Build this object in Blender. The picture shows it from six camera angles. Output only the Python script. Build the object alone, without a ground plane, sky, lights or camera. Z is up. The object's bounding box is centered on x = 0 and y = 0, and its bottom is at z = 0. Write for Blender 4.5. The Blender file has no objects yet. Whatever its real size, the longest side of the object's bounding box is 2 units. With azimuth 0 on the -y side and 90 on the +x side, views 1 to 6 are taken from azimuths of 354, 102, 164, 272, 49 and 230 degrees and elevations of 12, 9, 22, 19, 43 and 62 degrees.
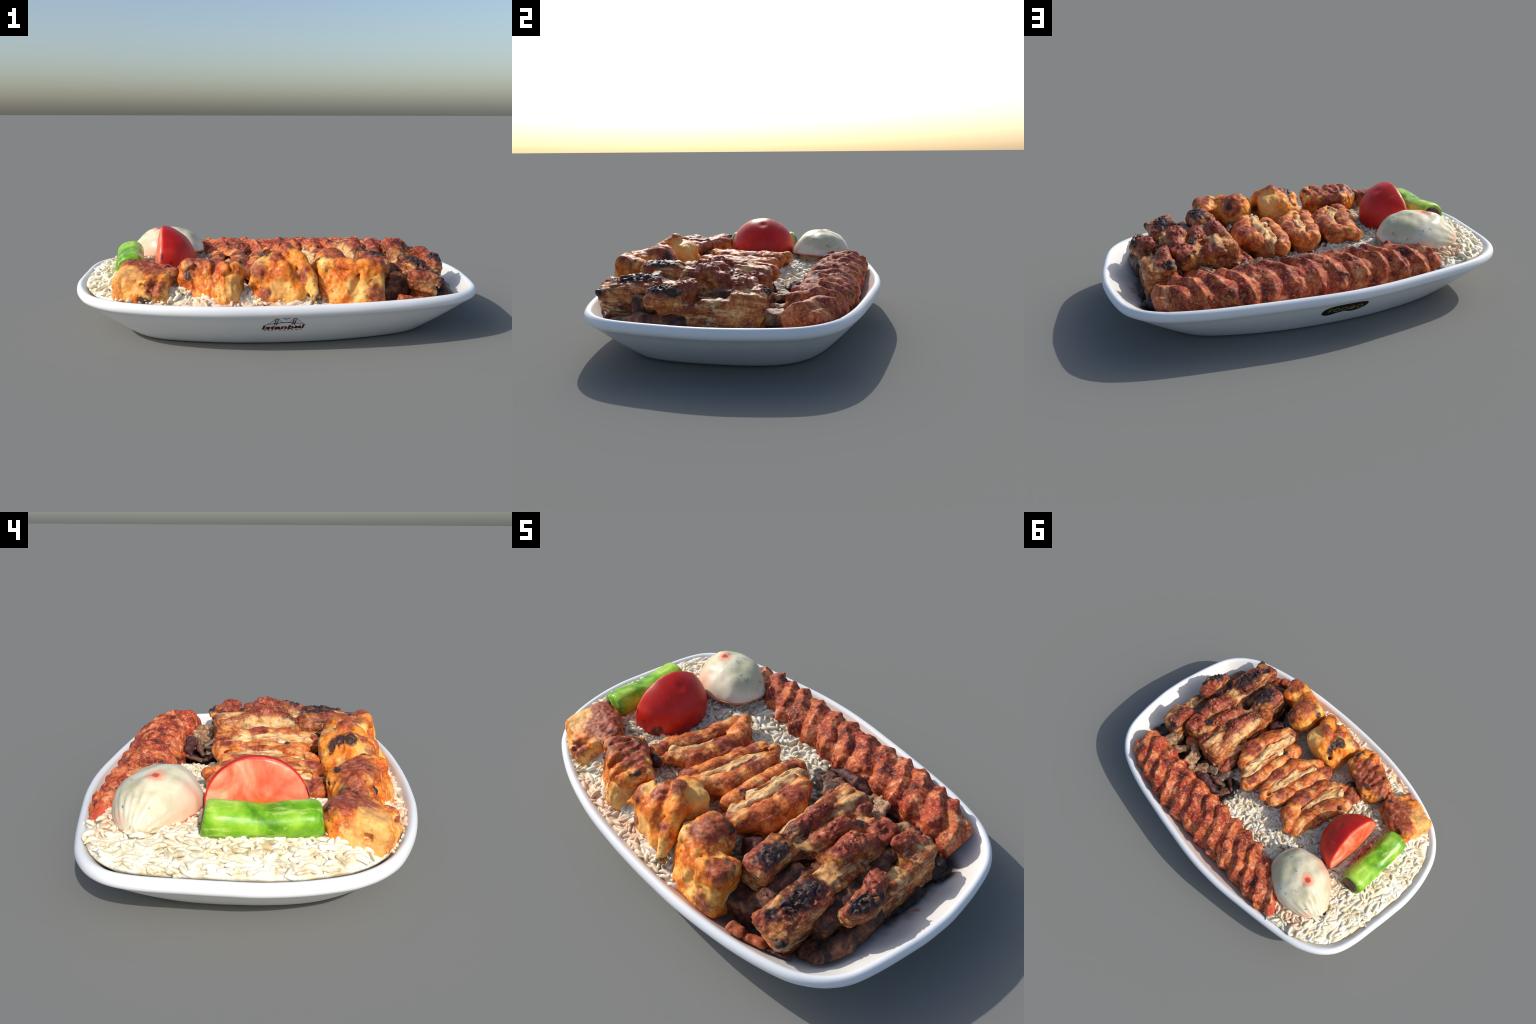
import bpy, math, random
import numpy as np

random.seed(7)
RNG = np.random.RandomState(11)
SC = bpy.context.scene.collection

# =====================================================================
#  numpy gradient noise
# =====================================================================
_perm = np.random.RandomState(3).permutation(256)
_perm = np.concatenate([_perm, _perm, _perm])
_grad = np.random.RandomState(5).normal(size=(256, 3))
_grad /= np.linalg.norm(_grad, axis=1)[:, None]


def noise(P):
    P = np.asarray(P, float)
    i = np.floor(P).astype(int)
    f = P - i
    i &= 255
    u = f * f * f * (f * (f * 6 - 15) + 10)
    out = 0
    for dx in (0, 1):
        wx = u[:, 0] if dx else 1 - u[:, 0]
        for dy in (0, 1):
            wy = u[:, 1] if dy else 1 - u[:, 1]
            for dz in (0, 1):
                wz = u[:, 2] if dz else 1 - u[:, 2]
                h = _perm[_perm[_perm[(i[:, 0] + dx) & 255] + ((i[:, 1] + dy) & 255)] + ((i[:, 2] + dz) & 255)]
                g = _grad[h]
                out = out + wx * wy * wz * (g[:, 0] * (f[:, 0] - dx) + g[:, 1] * (f[:, 1] - dy) + g[:, 2] * (f[:, 2] - dz))
    return out * 1.6


def fbm(P, octaves=3):
    s, a = 0, 1.0
    for k in range(octaves):
        s = s + a * noise(P * 2 ** k + 17.3 * k)
        a *= 0.5
    return s


# =====================================================================
#  signed distance parts
# =====================================================================
def rotm(rx, ry, rz):
    rx, ry, rz = map(math.radians, (rx, ry, rz))
    X = np.array([[1, 0, 0], [0, math.cos(rx), -math.sin(rx)], [0, math.sin(rx), math.cos(rx)]])
    Y = np.array([[math.cos(ry), 0, math.sin(ry)], [0, 1, 0], [-math.sin(ry), 0, math.cos(ry)]])
    Z = np.array([[math.cos(rz), -math.sin(rz), 0], [math.sin(rz), math.cos(rz), 0], [0, 0, 1]])
    return Z @ Y @ X


def smin(a, b, k):
    if k <= 0:
        return np.minimum(a, b)
    h = np.clip(0.5 + 0.5 * (b - a) / k, 0, 1)
    return b + (a - b) * h - k * h * (1 - h)


def smax(a, b, k):
    return -smin(-a, -b, k)


class Prim:
    def __init__(self, fn, lo, hi):
        self.fn, self.lo, self.hi = fn, np.array(lo, float), np.array(hi, float)

    def __call__(self, P):
        return self.fn(P)


def ell(c, r, rot=(0, 0, 0)):
    c, r, R = np.array(c, float), np.array(r, float), rotm(*rot)

    def fn(P):
        p = (P - c) @ R
        k0 = np.linalg.norm(p / r, axis=1)
        k1 = np.linalg.norm(p / (r * r), axis=1) + 1e-9
        return k0 * (k0 - 1) / k1
    m = r.max()
    return Prim(fn, c - m, c + m)


def box(c, h, rd=0.03, rot=(0, 0, 0)):
    c, h, R = np.array(c, float), np.array(h, float), rotm(*rot)

    def fn(P):
        q = np.abs((P - c) @ R) - (h - rd)
        return np.linalg.norm(np.maximum(q, 0), axis=1) + np.minimum(q.max(axis=1), 0) - rd
    e = np.abs(R) @ h
    return Prim(fn, c - e, c + e)


def tube(pts, k=0.02):
    """chain of round cones through (x, y, z, r)"""
    pts = np.array(pts, float)

    def fn(P):
        d = None
        for a, b in zip(pts[:-1], pts[1:]):
            ab = b[:3] - a[:3]
            t = np.clip(((P - a[:3]) @ ab) / (ab @ ab + 1e-12), 0, 1)
            q = np.linalg.norm(P - a[:3] - t[:, None] * ab, axis=1) - (a[3] + t * (b[3] - a[3]))
            d = q if d is None else smin(d, q, k)
        return d
    r = pts[:, 3].max()
    return Prim(fn, pts[:, :3].min(0) - r, pts[:, :3].max(0) + r)


# =====================================================================
#  platter outline and profile
# =====================================================================
QUARTER = [(1.0, 0.0), (0.999, 0.10), (0.985, 0.245), (0.953, 0.365), (0.905, 0.443), (0.835, 0.506), (0.74, 0.556), (0.55, 0.613),
           (0.32, 0.655), (0.13, 0.670), (0.0, 0.673)]


def outline(n=240):
    q = QUARTER
    full = q + [(-x, y) for x, y in q[-2::-1]] + [(-x, -y) for x, y in q[1:]] + [(x, -y) for x, y in q[-2:0:-1]]
    pts = np.array(full)
    m = len(pts)
    out = []
    for i in range(m):
        p0, p1, p2, p3 = pts[i - 1], pts[i], pts[(i + 1) % m], pts[(i + 2) % m]
        for t in np.linspace(0, 1, 8, endpoint=False):
            out.append(0.5 * ((2 * p1) + (-p0 + p2) * t + (2 * p0 - 5 * p1 + 4 * p2 - p3) * t * t + (-p0 + 3 * p1 - 3 * p2 + p3) * t ** 3))
    out = np.array(out)
    seg = np.linalg.norm(np.roll(out, -1, 0) - out, axis=1)
    s = np.concatenate([[0], np.cumsum(seg)])
    t = np.linspace(0, s[-1], n, endpoint=False)
    c = np.vstack([out, out[:1]])
    return np.stack([np.interp(t, s, c[:, 0]), np.interp(t, s, c[:, 1])], 1)


BASE = outline(288)
_th = np.arctan2(BASE[:, 1] / 0.673, BASE[:, 0])
# the real platter is slightly irregular: low harmonics of the rim, foot set a little to one side
_HARM = [(-0.0024, -0.0207), (0.0013, 0.0017), (-0.0013, 0.0094), (0.004, -0.0019), (-0.0022, 0.0026), (0.0019, 0.0006), (0.0038, -0.0046), (0.0029, 0.0033)]
_k = 1 + sum(c * np.cos((i + 1) * _th) + d * np.sin((i + 1) * _th) for i, (c, d) in enumerate(_HARM))
_k = _k * (1 + 0.004 * np.clip(-np.sin(_th), 0, 1) ** 2 + 0.004 * np.abs(np.sin(2 * _th)) ** 3 * (np.cos(_th) < 0) * (np.sin(_th) > 0) + 0.003 * np.abs(np.sin(2 * _th)) ** 3)
_k = _k * (1 - 0.013 * np.abs(np.cos(_th)) ** 8 - 0.012 * np.abs(np.sin(_th)) ** 6)
OUT = BASE * np.array((1.0, 0.6663 / 0.673)) * _k[:, None]
OUT[:, 0] -= (OUT[:, 0].max() + OUT[:, 0].min()) / 2
OUT = OUT / OUT[:, 0].max()
FOOT = BASE * np.array((0.732, 0.486 / 0.673)) + np.array((0.002, -0.007))
TILT = np.ones(len(OUT))
_nx = np.roll(OUT, -1, 0) - np.roll(OUT, 1, 0)
NRM = np.stack([_nx[:, 1], -_nx[:, 0]], 1)
NRM /= np.linalg.norm(NRM, axis=1)[:, None]
BULGE = 0.003 + 0.004 * np.abs(np.cos(_th)) ** 3 + 0.002 * np.clip(-np.sin(_th), 0, 1)
_ang = np.arctan2(OUT[:, 1], OUT[:, 0])
_o = np.argsort(_ang)
_ANG, _RAD = _ang[_o], np.linalg.norm(OUT, axis=1)[_o]
_ANG = np.concatenate([_ANG - 2 * math.pi, _ANG, _ANG + 2 * math.pi])
_RAD = np.concatenate([_RAD] * 3)


def wall_ring(t):
    """ring of the outer wall, t = 0 at the foot, 1 just under the lip"""
    xy = FOOT * (1 - t) + OUT * 0.972 * t + NRM * (BULGE * 4 * t * (1 - t))[:, None]
    return np.column_stack([xy, 0.168 * t * TILT])


def qcoord(x, y):
    return np.hypot(x, y) / np.interp(np.arctan2(y, x), _ANG, _RAD)


IN_S = [0.0, 0.55, 0.68, 0.75, 0.84, 0.90, 0.945]
IN_Z = [0.058, 0.061, 0.070, 0.088, 0.132, 0.174, 0.213]


def floor_z(x, y):
    return np.interp(qcoord(x, y), IN_S, IN_Z)


def inside_bowl(P, gap=0.004):
    q = qcoord(P[:, 0], P[:, 1])
    zf = np.interp(q, IN_S + [0.95, 1.3], IN_Z + [0.22, 2.2])
    return (zf + gap - P[:, 2]) * 0.75


# =====================================================================
#  surface nets
# =====================================================================
def surface_nets(fn, lo, hi, vox):
    lo, hi = np.array(lo, float), np.array(hi, float)
    n = np.maximum(np.ceil((hi - lo) / vox).astype(int) + 1, 4)
    ax = [lo[i] + vox * np.arange(n[i]) for i in range(3)]
    # coarse pass finds the blocks near the surface, fine pass fills only those
    st = 4
    m = (n + st - 1) // st
    cx = [lo[i] + vox * (np.arange(m[i]) * st + (st - 1) / 2) for i in range(3)]
    Cg = np.stack(np.meshgrid(*cx, indexing="ij"), -1).reshape(-1, 3)
    cd = fn(Cg).reshape(m)
    near = np.abs(cd) < vox * st * 1.3 + 0.016
    up = lambda A: np.repeat(np.repeat(np.repeat(A, st, 0), st, 1), st, 2)[:n[0], :n[1], :n[2]]
    D = up(cd).copy()
    msk = up(near)
    ii = np.argwhere(msk)
    G = lo + vox * ii
    vals = np.empty(len(G))
    for k in range(0, len(G), 400000):
        vals[k:k + 400000] = fn(G[k:k + 400000])
    D[msk] = vals
    for a in range(3):
        sl = [slice(None)] * 3
        for e in (0, -1):
            sl[a] = e
            D[tuple(sl)] = np.maximum(D[tuple(sl)], 1e-4)
    S = D < 0
    c = [slice(0, -1), slice(1, None)]
    cells = np.stack([S[c[i], c[j], c[k]] for i in (0, 1) for j in (0, 1) for k in (0, 1)])
    cnt = cells.sum(0)
    act = (cnt > 0) & (cnt < 8)
    idx = -np.ones(act.shape, int)
    I = np.argwhere(act)
    idx[act] = np.arange(len(I))
    acc = np.zeros((len(I), 3))
    num = np.zeros(len(I))
    corners = [(i, j, k) for i in (0, 1) for j in (0, 1) for k in (0, 1)]
    for a in range(8):
        for b in range(a + 1, 8):
            ca, cb = np.array(corners[a]), np.array(corners[b])
            if np.abs(ca - cb).sum() != 1:
                continue
            da, db = D[tuple((I + ca).T)], D[tuple((I + cb).T)]
            m = (da < 0) != (db < 0)
            t = np.where(m, da / np.where(m, da - db, 1), 0)
            acc[m] += (ca + t[:, None] * (cb - ca))[m]
            num[m] += 1
    V = lo + vox * (I + acc / num[:, None])
    F = []
    for a in range(3):
        b, d = (a + 1) % 3, (a + 2) % 3
        sl0, sl1 = [slice(None)] * 3, [slice(None)] * 3
        sl0[a], sl1[a] = slice(0, -1), slice(1, None)
        s0, s1 = S[tuple(sl0)], S[tuple(sl1)]
        E = np.argwhere(s0 != s1)
        ok = (E[:, b] > 0) & (E[:, d] > 0) & (E[:, b] < n[b] - 1) & (E[:, d] < n[d] - 1)
        E = E[ok]
        ob, od = np.eye(3, dtype=int)[b], np.eye(3, dtype=int)[d]
        quad = np.stack([idx[tuple((E - ob - od).T)], idx[tuple((E - od).T)], idx[tuple(E.T)], idx[tuple((E - ob).T)]], 1)
        flip = ~s0[tuple(E.T)]
        quad[flip] = quad[flip][:, ::-1]
        F.append(quad)
    return V, np.concatenate(F)


def mesh_obj(name, V, F, origin, mat, parent=None, smooth=True):
    me = bpy.data.meshes.new(name)
    V = np.asarray(V, float) - np.asarray(origin, float)
    if isinstance(F, np.ndarray):
        k = F.shape[1]
        me.vertices.add(len(V))
        me.vertices.foreach_set("co", V.ravel())
        me.loops.add(F.size)
        me.loops.foreach_set("vertex_index", F.ravel().astype(np.int32))
        me.polygons.add(len(F))
        me.polygons.foreach_set("loop_start", np.arange(0, F.size, k, dtype=np.int32))
        me.update(calc_edges=True)
    else:
        me.from_pydata(V.tolist(), [], F)
    me.validate()
    me.polygons.foreach_set("use_smooth", np.full(len(me.polygons), smooth))
    if mat:
        me.materials.append(mat)
    ob = bpy.data.objects.new(name, me)
    SC.objects.link(ob)
    if parent is not None:
        ob.parent = parent
    else:
        ob.location = origin
    return ob


def empty(name, origin):
    e = bpy.data.objects.new(name, None)
    e.location = origin
    e.empty_display_size = 0.05
    SC.objects.link(e)
    return e


def tag(ob, label, category, kind=None):
    ob["label"], ob["category"] = label, category
    if kind:
        ob["kind"] = kind


class Blob:
    """smooth-blended solid: list of (op, prim, k), then noise layers and rough scabs"""

    def __init__(self, parts, noises=(), clip=True, seed=0.0, scabs=()):
        self.parts, self.noises, self.clip, self.seed, self.scabs = parts, noises, clip, seed, scabs

    def raw(self, P):
        d = None
        for op, pr, k in self.parts:
            v = pr(P)
            if d is None:
                d = v
            elif op == "+":
                d = smin(d, v, k)
            elif op == "-":
                d = smax(d, -v, k)
            elif op == "&":
                d = smax(d, v, k)
        return d

    def __call__(self, P):
        d = self.raw(P)
        near = np.abs(d) < 0.05
        if near.any():
            Q = P[near]
            for nz in self.noises:
                amp, fr = nz[0], np.array(nz[1], float)
                kind = nz[2] if len(nz) > 2 else "f"
                M = rotm(*nz[3]) if len(nz) > 3 else np.eye(3)
                X = (Q @ M) * fr + self.seed
                if kind == "f":            # soft lumps
                    v = fbm(X, 3)
                elif kind == "r":          # sharp ridges
                    v = 0.45 - 1.6 * np.abs(fbm(X, 2))
                elif kind == "c":          # puffs parted by creases
                    v = np.minimum(2.2 * np.abs(fbm(X, 2)), 0.8) - 0.45
                else:                      # blisters
                    v = np.maximum(noise(X) - 0.15, 0) * 2
                d[near] -= amp * v
            for sc in self.scabs:
                c, r = np.array(sc[:3]), np.array(sc[3:6])
                m = 1 - np.linalg.norm((Q - c) / r, axis=1)
                k = m > -0.6
                if k.any():
                    X = Q[k]
                    w = np.clip((m[k] + 0.45 * fbm(X * 26 + 3.7, 3)) / 0.45, 0, 1)
                    lump = np.minimum(2.0 * np.abs(fbm(X * 34 + self.seed, 3)), 1.0) - 0.30
                    t = d[near]
                    t[k] -= w * (0.003 + sc[6] * lump)
                    d[near] = t
        if self.clip:
            d = smax(d, inside_bowl(P), 0.01)
        return d

    def bounds(self, pad=0.03):
        lo = np.min([p.lo for o, p, k in self.parts if o == "+"], 0) - pad
        hi = np.max([p.hi for o, p, k in self.parts if o == "+"], 0) + pad
        if self.clip:
            lo[2] = max(lo[2], 0.056)
        return lo, hi


def solid(name, blob, mat, origin, vox=0.006, parent=None):
    lo, hi = blob.bounds()
    V, F = surface_nets(blob, lo, hi, vox)
    return mesh_obj(name, V, F, origin, mat, parent)



# =====================================================================
#  materials
# =====================================================================
def lin(c):
    return tuple(((v / 255) / 12.92 if v / 255 <= 0.04045 else ((v / 255 + 0.055) / 1.055) ** 2.4) for v in c) + (1.0,)


class Mat:
    def __init__(self, name, rough=0.5, spec=0.4):
        self.m = bpy.data.materials.new(name)
        self.m.use_nodes = True
        nt = self.nt = self.m.node_tree
        self.bs = nt.nodes["Principled BSDF"]
        self.bs.inputs["Roughness"].default_value = rough
        self.bs.inputs["Specular IOR Level"].default_value = spec
        self.tc = nt.nodes.new("ShaderNodeTexCoord").outputs["Object"]
        self.col = None

    def n(self, t, **kw):
        nd = self.nt.nodes.new(t)
        for k, v in kw.items():
            setattr(nd, k, v)
        return nd

    def link(self, a, b):
        self.nt.links.new(a, b)

    def vec(self, stretch=None, rot=None, shift=None):
        if stretch is None and rot is None and shift is None:
            return self.tc
        mp = self.n("ShaderNodeMapping")
        if stretch:
            mp.inputs["Scale"].default_value = stretch
        if rot:
            mp.inputs["Rotation"].default_value = [math.radians(a) for a in rot]
        if shift:
            mp.inputs["Location"].default_value = shift
        self.link(self.tc, mp.inputs["Vector"])
        return mp.outputs["Vector"]

    def noise(self, scale, detail=5, rough=0.6, dist=0.0, **kw):
        nd = self.n("ShaderNodeTexNoise")
        nd.inputs["Scale"].default_value = scale
        nd.inputs["Detail"].default_value = detail
        nd.inputs["Roughness"].default_value = rough
        nd.inputs["Distortion"].default_value = dist
        self.link(self.vec(**kw), nd.inputs["Vector"])
        return nd.outputs["Fac"]

    def voronoi(self, scale, **kw):
        nd = self.n("ShaderNodeTexVoronoi")
        nd.inputs["Scale"].default_value = scale
        self.link(self.vec(**kw), nd.inputs["Vector"])
        return nd.outputs["Distance"]

    def ramp(self, fac, stops, squeeze=1.0):
        stops = [(0.5 + (p - 0.51) * squeeze, c) for p, c in stops] if squeeze != 1.0 else stops
        r = self.n("ShaderNodeValToRGB")
        els = r.color_ramp.elements
        while len(els) < len(stops):
            els.new(0.5)
        for e, (p, c) in zip(els, stops):
            e.position, e.color = p, lin(c)
        self.link(fac, r.inputs["Fac"])
        return r.outputs["Color"]

    def rng(self, fac, lo, hi, a=0.0, b=1.0):
        r = self.n("ShaderNodeMapRange")
        r.interpolation_type = "SMOOTHSTEP"
        for k, v in zip(("From Min", "From Max", "To Min", "To Max"), (lo, hi, a, b)):
            r.inputs[k].default_value = v
        self.link(fac, r.inputs["Value"])
        return r.outputs["Result"]

    def math(self, op, a, b=None, c=None):
        m = self.n("ShaderNodeMath", operation=op)
        for i, v in enumerate((a, b, c)):
            if v is None:
                continue
            if isinstance(v, (int, float)):
                m.inputs[i].default_value = v
            else:
                self.link(v, m.inputs[i])
        return m.outputs[0]

    def spots(self, pts, wob=0.6, scale=25, detail=8):
        """soft noisy patches round points (x, y, z, r) or (x, y, z, rx, ry, rz), in object space"""
        nz = self.noise(scale, detail, 0.72)
        out = None
        for p in pts:
            sub = self.n("ShaderNodeVectorMath", operation="SUBTRACT")
            self.link(self.tc, sub.inputs[0])
            sub.inputs[1].default_value = p[:3]
            r = p[3:] if len(p) == 6 else (p[3],) * 3
            dv = self.n("ShaderNodeVectorMath", operation="DIVIDE")
            self.link(sub.outputs[0], dv.inputs[0])
            dv.inputs[1].default_value = r
            ln = self.n("ShaderNodeVectorMath", operation="LENGTH")
            self.link(dv.outputs[0], ln.inputs[0])
            d = ln.outputs["Value"]
            out = d if out is None else self.math("MINIMUM", out, d)
        v = self.math("SUBTRACT", 1.0, out)
        w = self.math("MULTIPLY_ADD", self.math("SUBTRACT", nz, 0.5), 2 * wob, v)
        return self.rng(w, -0.12, 0.38)

    def base(self, color):
        self.col = color

    def over(self, fac, color, amount=1.0):
        mx = self.n("ShaderNodeMix", data_type="RGBA")
        if self.col is None:
            self.col = color
            return
        f = fac if amount == 1.0 else self.math("MULTIPLY", fac, amount)
        if isinstance(f, (int, float)):
            mx.inputs[0].default_value = f
        else:
            self.link(f, mx.inputs[0])
        self.link(self.col, mx.inputs[6])
        if isinstance(color, tuple):
            mx.inputs[7].default_value = lin(color)
        else:
            self.link(color, mx.inputs[7])
        self.col = mx.outputs[2]

    def bump(self, fac, dist=0.004, strength=0.6):
        b = self.n("ShaderNodeBump")
        b.inputs["Strength"].default_value = strength
        b.inputs["Distance"].default_value = dist
        self.link(fac, b.inputs["Height"])
        if self.bs.inputs["Normal"].is_linked:
            self.link(self.bs.inputs["Normal"].links[0].from_socket, b.inputs["Normal"])
        self.link(b.outputs["Normal"], self.bs.inputs["Normal"])

    def done(self):
        if isinstance(self.col, tuple):
            self.bs.inputs["Base Color"].default_value = lin(self.col)
        elif self.col is not None:
            self.link(self.col, self.bs.inputs["Base Color"])
        return self.m


def rel(pts, o):
    return [tuple(np.array(p[:3]) - np.array(o)) + tuple(p[3:]) for p in pts]


def flat(name, c, rough=0.5, spec=0.3):
    m = Mat(name, rough, spec)
    m.base(c)
    return m.done()


def searing(m, o, red, char, grew=1.0):
    """dark red sear and black char, blended into the colour below"""
    grow = lambda pts, k: [tuple(p[:3]) + tuple(k * r for r in p[3:]) for p in pts]
    red, char = grow(red, grew), grow(char, grew)
    if red:
        m.over(m.spots(rel(red, o), 0.9, 18), m.ramp(m.noise(34, 8, 0.75, shift=(1, 2, 3)), [(0.36, (72, 26, 20)), (0.45, (122, 46, 32)), (0.54, (158, 72, 50)), (0.66, (204, 134, 104))]), 0.9)
    if char:
        m.over(m.spots(rel(char, o), 0.95, 30), m.ramp(m.noise(50, 7, 0.75, shift=(5, 2, 8)), [(0.36, (24, 20, 22)), (0.54, (48, 40, 42)), (0.66, (96, 70, 64)), (0.80, (150, 140, 140))]), 0.95)


def meat_grain(m, dark, light):
    """fine speckle that every grilled piece carries"""
    m.over(m.rng(m.noise(48, 7, 0.75, shift=(7, 3, 1)), 0.56, 0.70), dark, 0.6)
    m.over(m.rng(m.noise(95, 5, 0.7, shift=(2, 9, 4)), 0.54, 0.70), light, 0.5)
    m.bump(m.noise(45, 8, 0.62), 0.006, 0.45)


def chicken_mat(name, o, char=(), red=(), pale=(), dark=0.0, fibre=None):
    m = Mat(name, 0.48, 0.3)
    a = m.noise(8, 9, 0.70, 0.3)
    m.base(m.ramp(a, [(0.30, (168, 70, 20)), (0.41, (214, 106, 28)), (0.50, (234, 138, 44)), (0.60, (240, 168, 74)), (0.74, (244, 206, 136))], 0.68))
    b = m.noise(12, 8, 0.72, 0.3, shift=(3, 1, 2))
    m.over(m.rng(b, 0.52 - dark, 0.64 - dark), (166, 64, 26), 0.8)
    g = m.noise(11, 7, 0.68, 0.4, shift=(8, 5, 2))
    m.over(m.rng(g, 0.53, 0.63), (248, 206, 122), 0.6)  # pale yellow highlights painted onto the chicken
    if fibre:
        f = m.noise(22, 6, 0.7, 0.6, stretch=fibre)
        m.over(m.rng(f, 0.52, 0.66), (156, 58, 32), 0.65)
    if pale:
        m.over(m.spots(rel(pale, o), 0.7, 16), (232, 180, 104), 0.7)
    h = m.voronoi(34)
    m.over(m.rng(h, 0.15, 0.09), (104, 34, 18), 0.7)
    meat_grain(m, (158, 60, 28), (250, 206, 132))
    searing(m, o, red, char)
    return m.done()


def rib_mat(name, o, red=(), char=(), pale=()):
    m = Mat(name, 0.48, 0.3)
    a = m.noise(8, 9, 0.70, 0.4)
    m.base(m.ramp(a, [(0.32, (64, 28, 18)), (0.43, (112, 52, 28)), (0.53, (162, 84, 40)), (0.63, (200, 126, 68)), (0.77, (226, 184, 130))], 0.68))
    f = m.noise(18, 7, 0.7, 0.5, stretch=(1.6, 0.30, 3.0))
    m.over(m.rng(f, 0.50, 0.64), (122, 58, 34), 0.75)
    y = m.noise(10, 6, 0.65, shift=(1, 8, 3))
    m.over(m.rng(y, 0.54, 0.66), (216, 144, 52), 0.65)
    g = m.noise(16, 6, 0.66, 0.4, stretch=(1.8, 0.35, 2.2), shift=(6, 2, 5))
    m.over(m.rng(g, 0.54, 0.62), (232, 194, 138), 0.6)
    if pale:
        m.over(m.spots(rel(pale, o), 0.8, 18), m.ramp(m.noise(22, 7, 0.7, shift=(3, 3, 6)), [(0.35, (170, 112, 62)), (0.5, (220, 176, 112)), (0.68, (238, 212, 164))]), 0.8)
    b = m.noise(13, 8, 0.72, 0.3, shift=(4, 1, 9))
    m.over(m.rng(b, 0.53, 0.64), (112, 42, 28), 0.85)
    meat_grain(m, (116, 50, 30), (240, 192, 142))
    searing(m, o, red, char, 1.25)
    return m.done()


def wing_skin_mat(name, o, dark=0.0, char=(), red=()):
    m = Mat(name, 0.48, 0.3)
    a = m.noise(11, 9, 0.72, 0.4)
    m.base(m.ramp(a, [(0.32, (122, 50, 24)), (0.43, (178, 84, 36)), (0.52, (212, 116, 52)), (0.63, (228, 152, 82)), (0.77, (238, 192, 132))], 0.68))
    b = m.noise(19, 8, 0.72, 0.2, shift=(4, 2, 1))
    m.over(m.rng(b, 0.50 - dark, 0.64 - dark), (146, 58, 32), 0.75)
    g = m.noise(12, 7, 0.68, 0.4, shift=(8, 5, 2))
    m.over(m.rng(g, 0.53, 0.63), (240, 188, 112), 0.6)  # lit sheen of the skin, put in as lighter blotches
    c = m.noise(13, 7, 0.72, shift=(9, 2, 4))
    m.over(m.rng(c, 0.59, 0.68), (64, 34, 26), 0.7)
    meat_grain(m, (128, 52, 28), (240, 184, 134))
    searing(m, o, red, char)
    return m.done()


def wing_meat_mat():
    m = Mat("pale_wing_meat", 0.55, 0.25)
    a = m.noise(15, 8, 0.68, 0.5, stretch=(1.6, 0.4, 1.6))
    m.base(m.ramp(a, [(0.34, (160, 96, 50)), (0.45, (216, 164, 102)), (0.55, (238, 204, 148)), (0.70, (246, 230, 194))]))
    b = m.noise(14, 7, 0.72, shift=(5, 1, 1))
    m.over(m.rng(b, 0.49, 0.60), (178, 98, 48), 0.8)
    g = m.noise(26, 7, 0.7, 0.5, stretch=(2.2, 0.35, 2.0), shift=(4, 1, 3))
    m.over(m.rng(g, 0.52, 0.62), (150, 84, 44), 0.7)
    c = m.noise(20, 7, 0.72, shift=(1, 6, 1))
    m.over(m.rng(c, 0.62, 0.72), (110, 52, 30), 0.7)
    m.bump(m.noise(36, 8, 0.7, stretch=(1.5, 0.5, 1.5)), 0.010, 0.6)
    return m.done()


def kofte_mat(o):
    m = Mat("spiced_minced_meat", 0.52, 0.28)
    a = m.noise(13, 10, 0.76, 0.2)
    m.base(m.ramp(a, [(0.40, (88, 32, 22)), (0.455, (138, 54, 32)), (0.50, (176, 78, 44)), (0.55, (200, 106, 64)), (0.62, (230, 164, 118))]))
    b = m.noise(10, 8, 0.72, 0.2, shift=(4, 4, 1))
    m.over(m.rng(b, 0.50, 0.61), (168, 48, 30), 0.7)
    c = m.noise(12, 7, 0.7, shift=(1, 9, 2))
    m.over(m.rng(c, 0.52, 0.63), (204, 112, 42), 0.65)
    d = m.noise(17, 8, 0.74, shift=(7, 2, 2))
    m.over(m.rng(d, 0.55, 0.65), (88, 34, 34), 0.8)
    e = m.noise(80, 6, 0.7)
    m.over(m.rng(e, 0.53, 0.65), (238, 182, 148), 0.5)
    m.over(m.spots(rel([(0.80, 0.40, 0.13, 0.09, 0.10, 0.07)], o), 0.6), (50, 40, 36), 0.85)
    m.over(m.spots(rel([(-0.57, 0.49, 0.24, 0.06, 0.07, 0.06)], o), 0.5), (204, 84, 60), 0.6)
    m.bump(m.noise(42, 9, 0.74), 0.009, 0.55)
    return m.done()


def rice_mat(name, tint=0.0):
    m = Mat(name, 0.5, 0.35)
    a = m.noise(16, 5, 0.6, 0.3)
    m.base(m.ramp(a, [(0.32, (192, 174, 132)), (0.45, (224, 212, 184)), (0.56, (236, 230, 210)), (0.70, (242, 238, 224))]))
    b = m.noise(7, 4, 0.6, shift=(2, 2, 2))
    m.over(m.rng(b, 0.56, 0.72), (224, 202, 158), 0.55)
    # tomato and marinade juice, where it soaked into the rice
    m.over(m.spots([(-0.66, -0.10, 0.27, 0.055, 0.16, 0.08)], 0.5), (206, 84, 36), 0.8)
    m.over(m.spots([(-0.62, 0.44, 0.22, 0.12, 0.06, 0.08), (-0.66, 0.16, 0.27, 0.07, 0.06, 0.05), (-0.30, -0.60, 0.2, 0.5, 0.05, 0.1)], 0.7, 14), (226, 170, 130), 0.5)
    m.bump(m.noise(40, 4, 0.6), 0.004, 0.4)
    return m.done()


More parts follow.
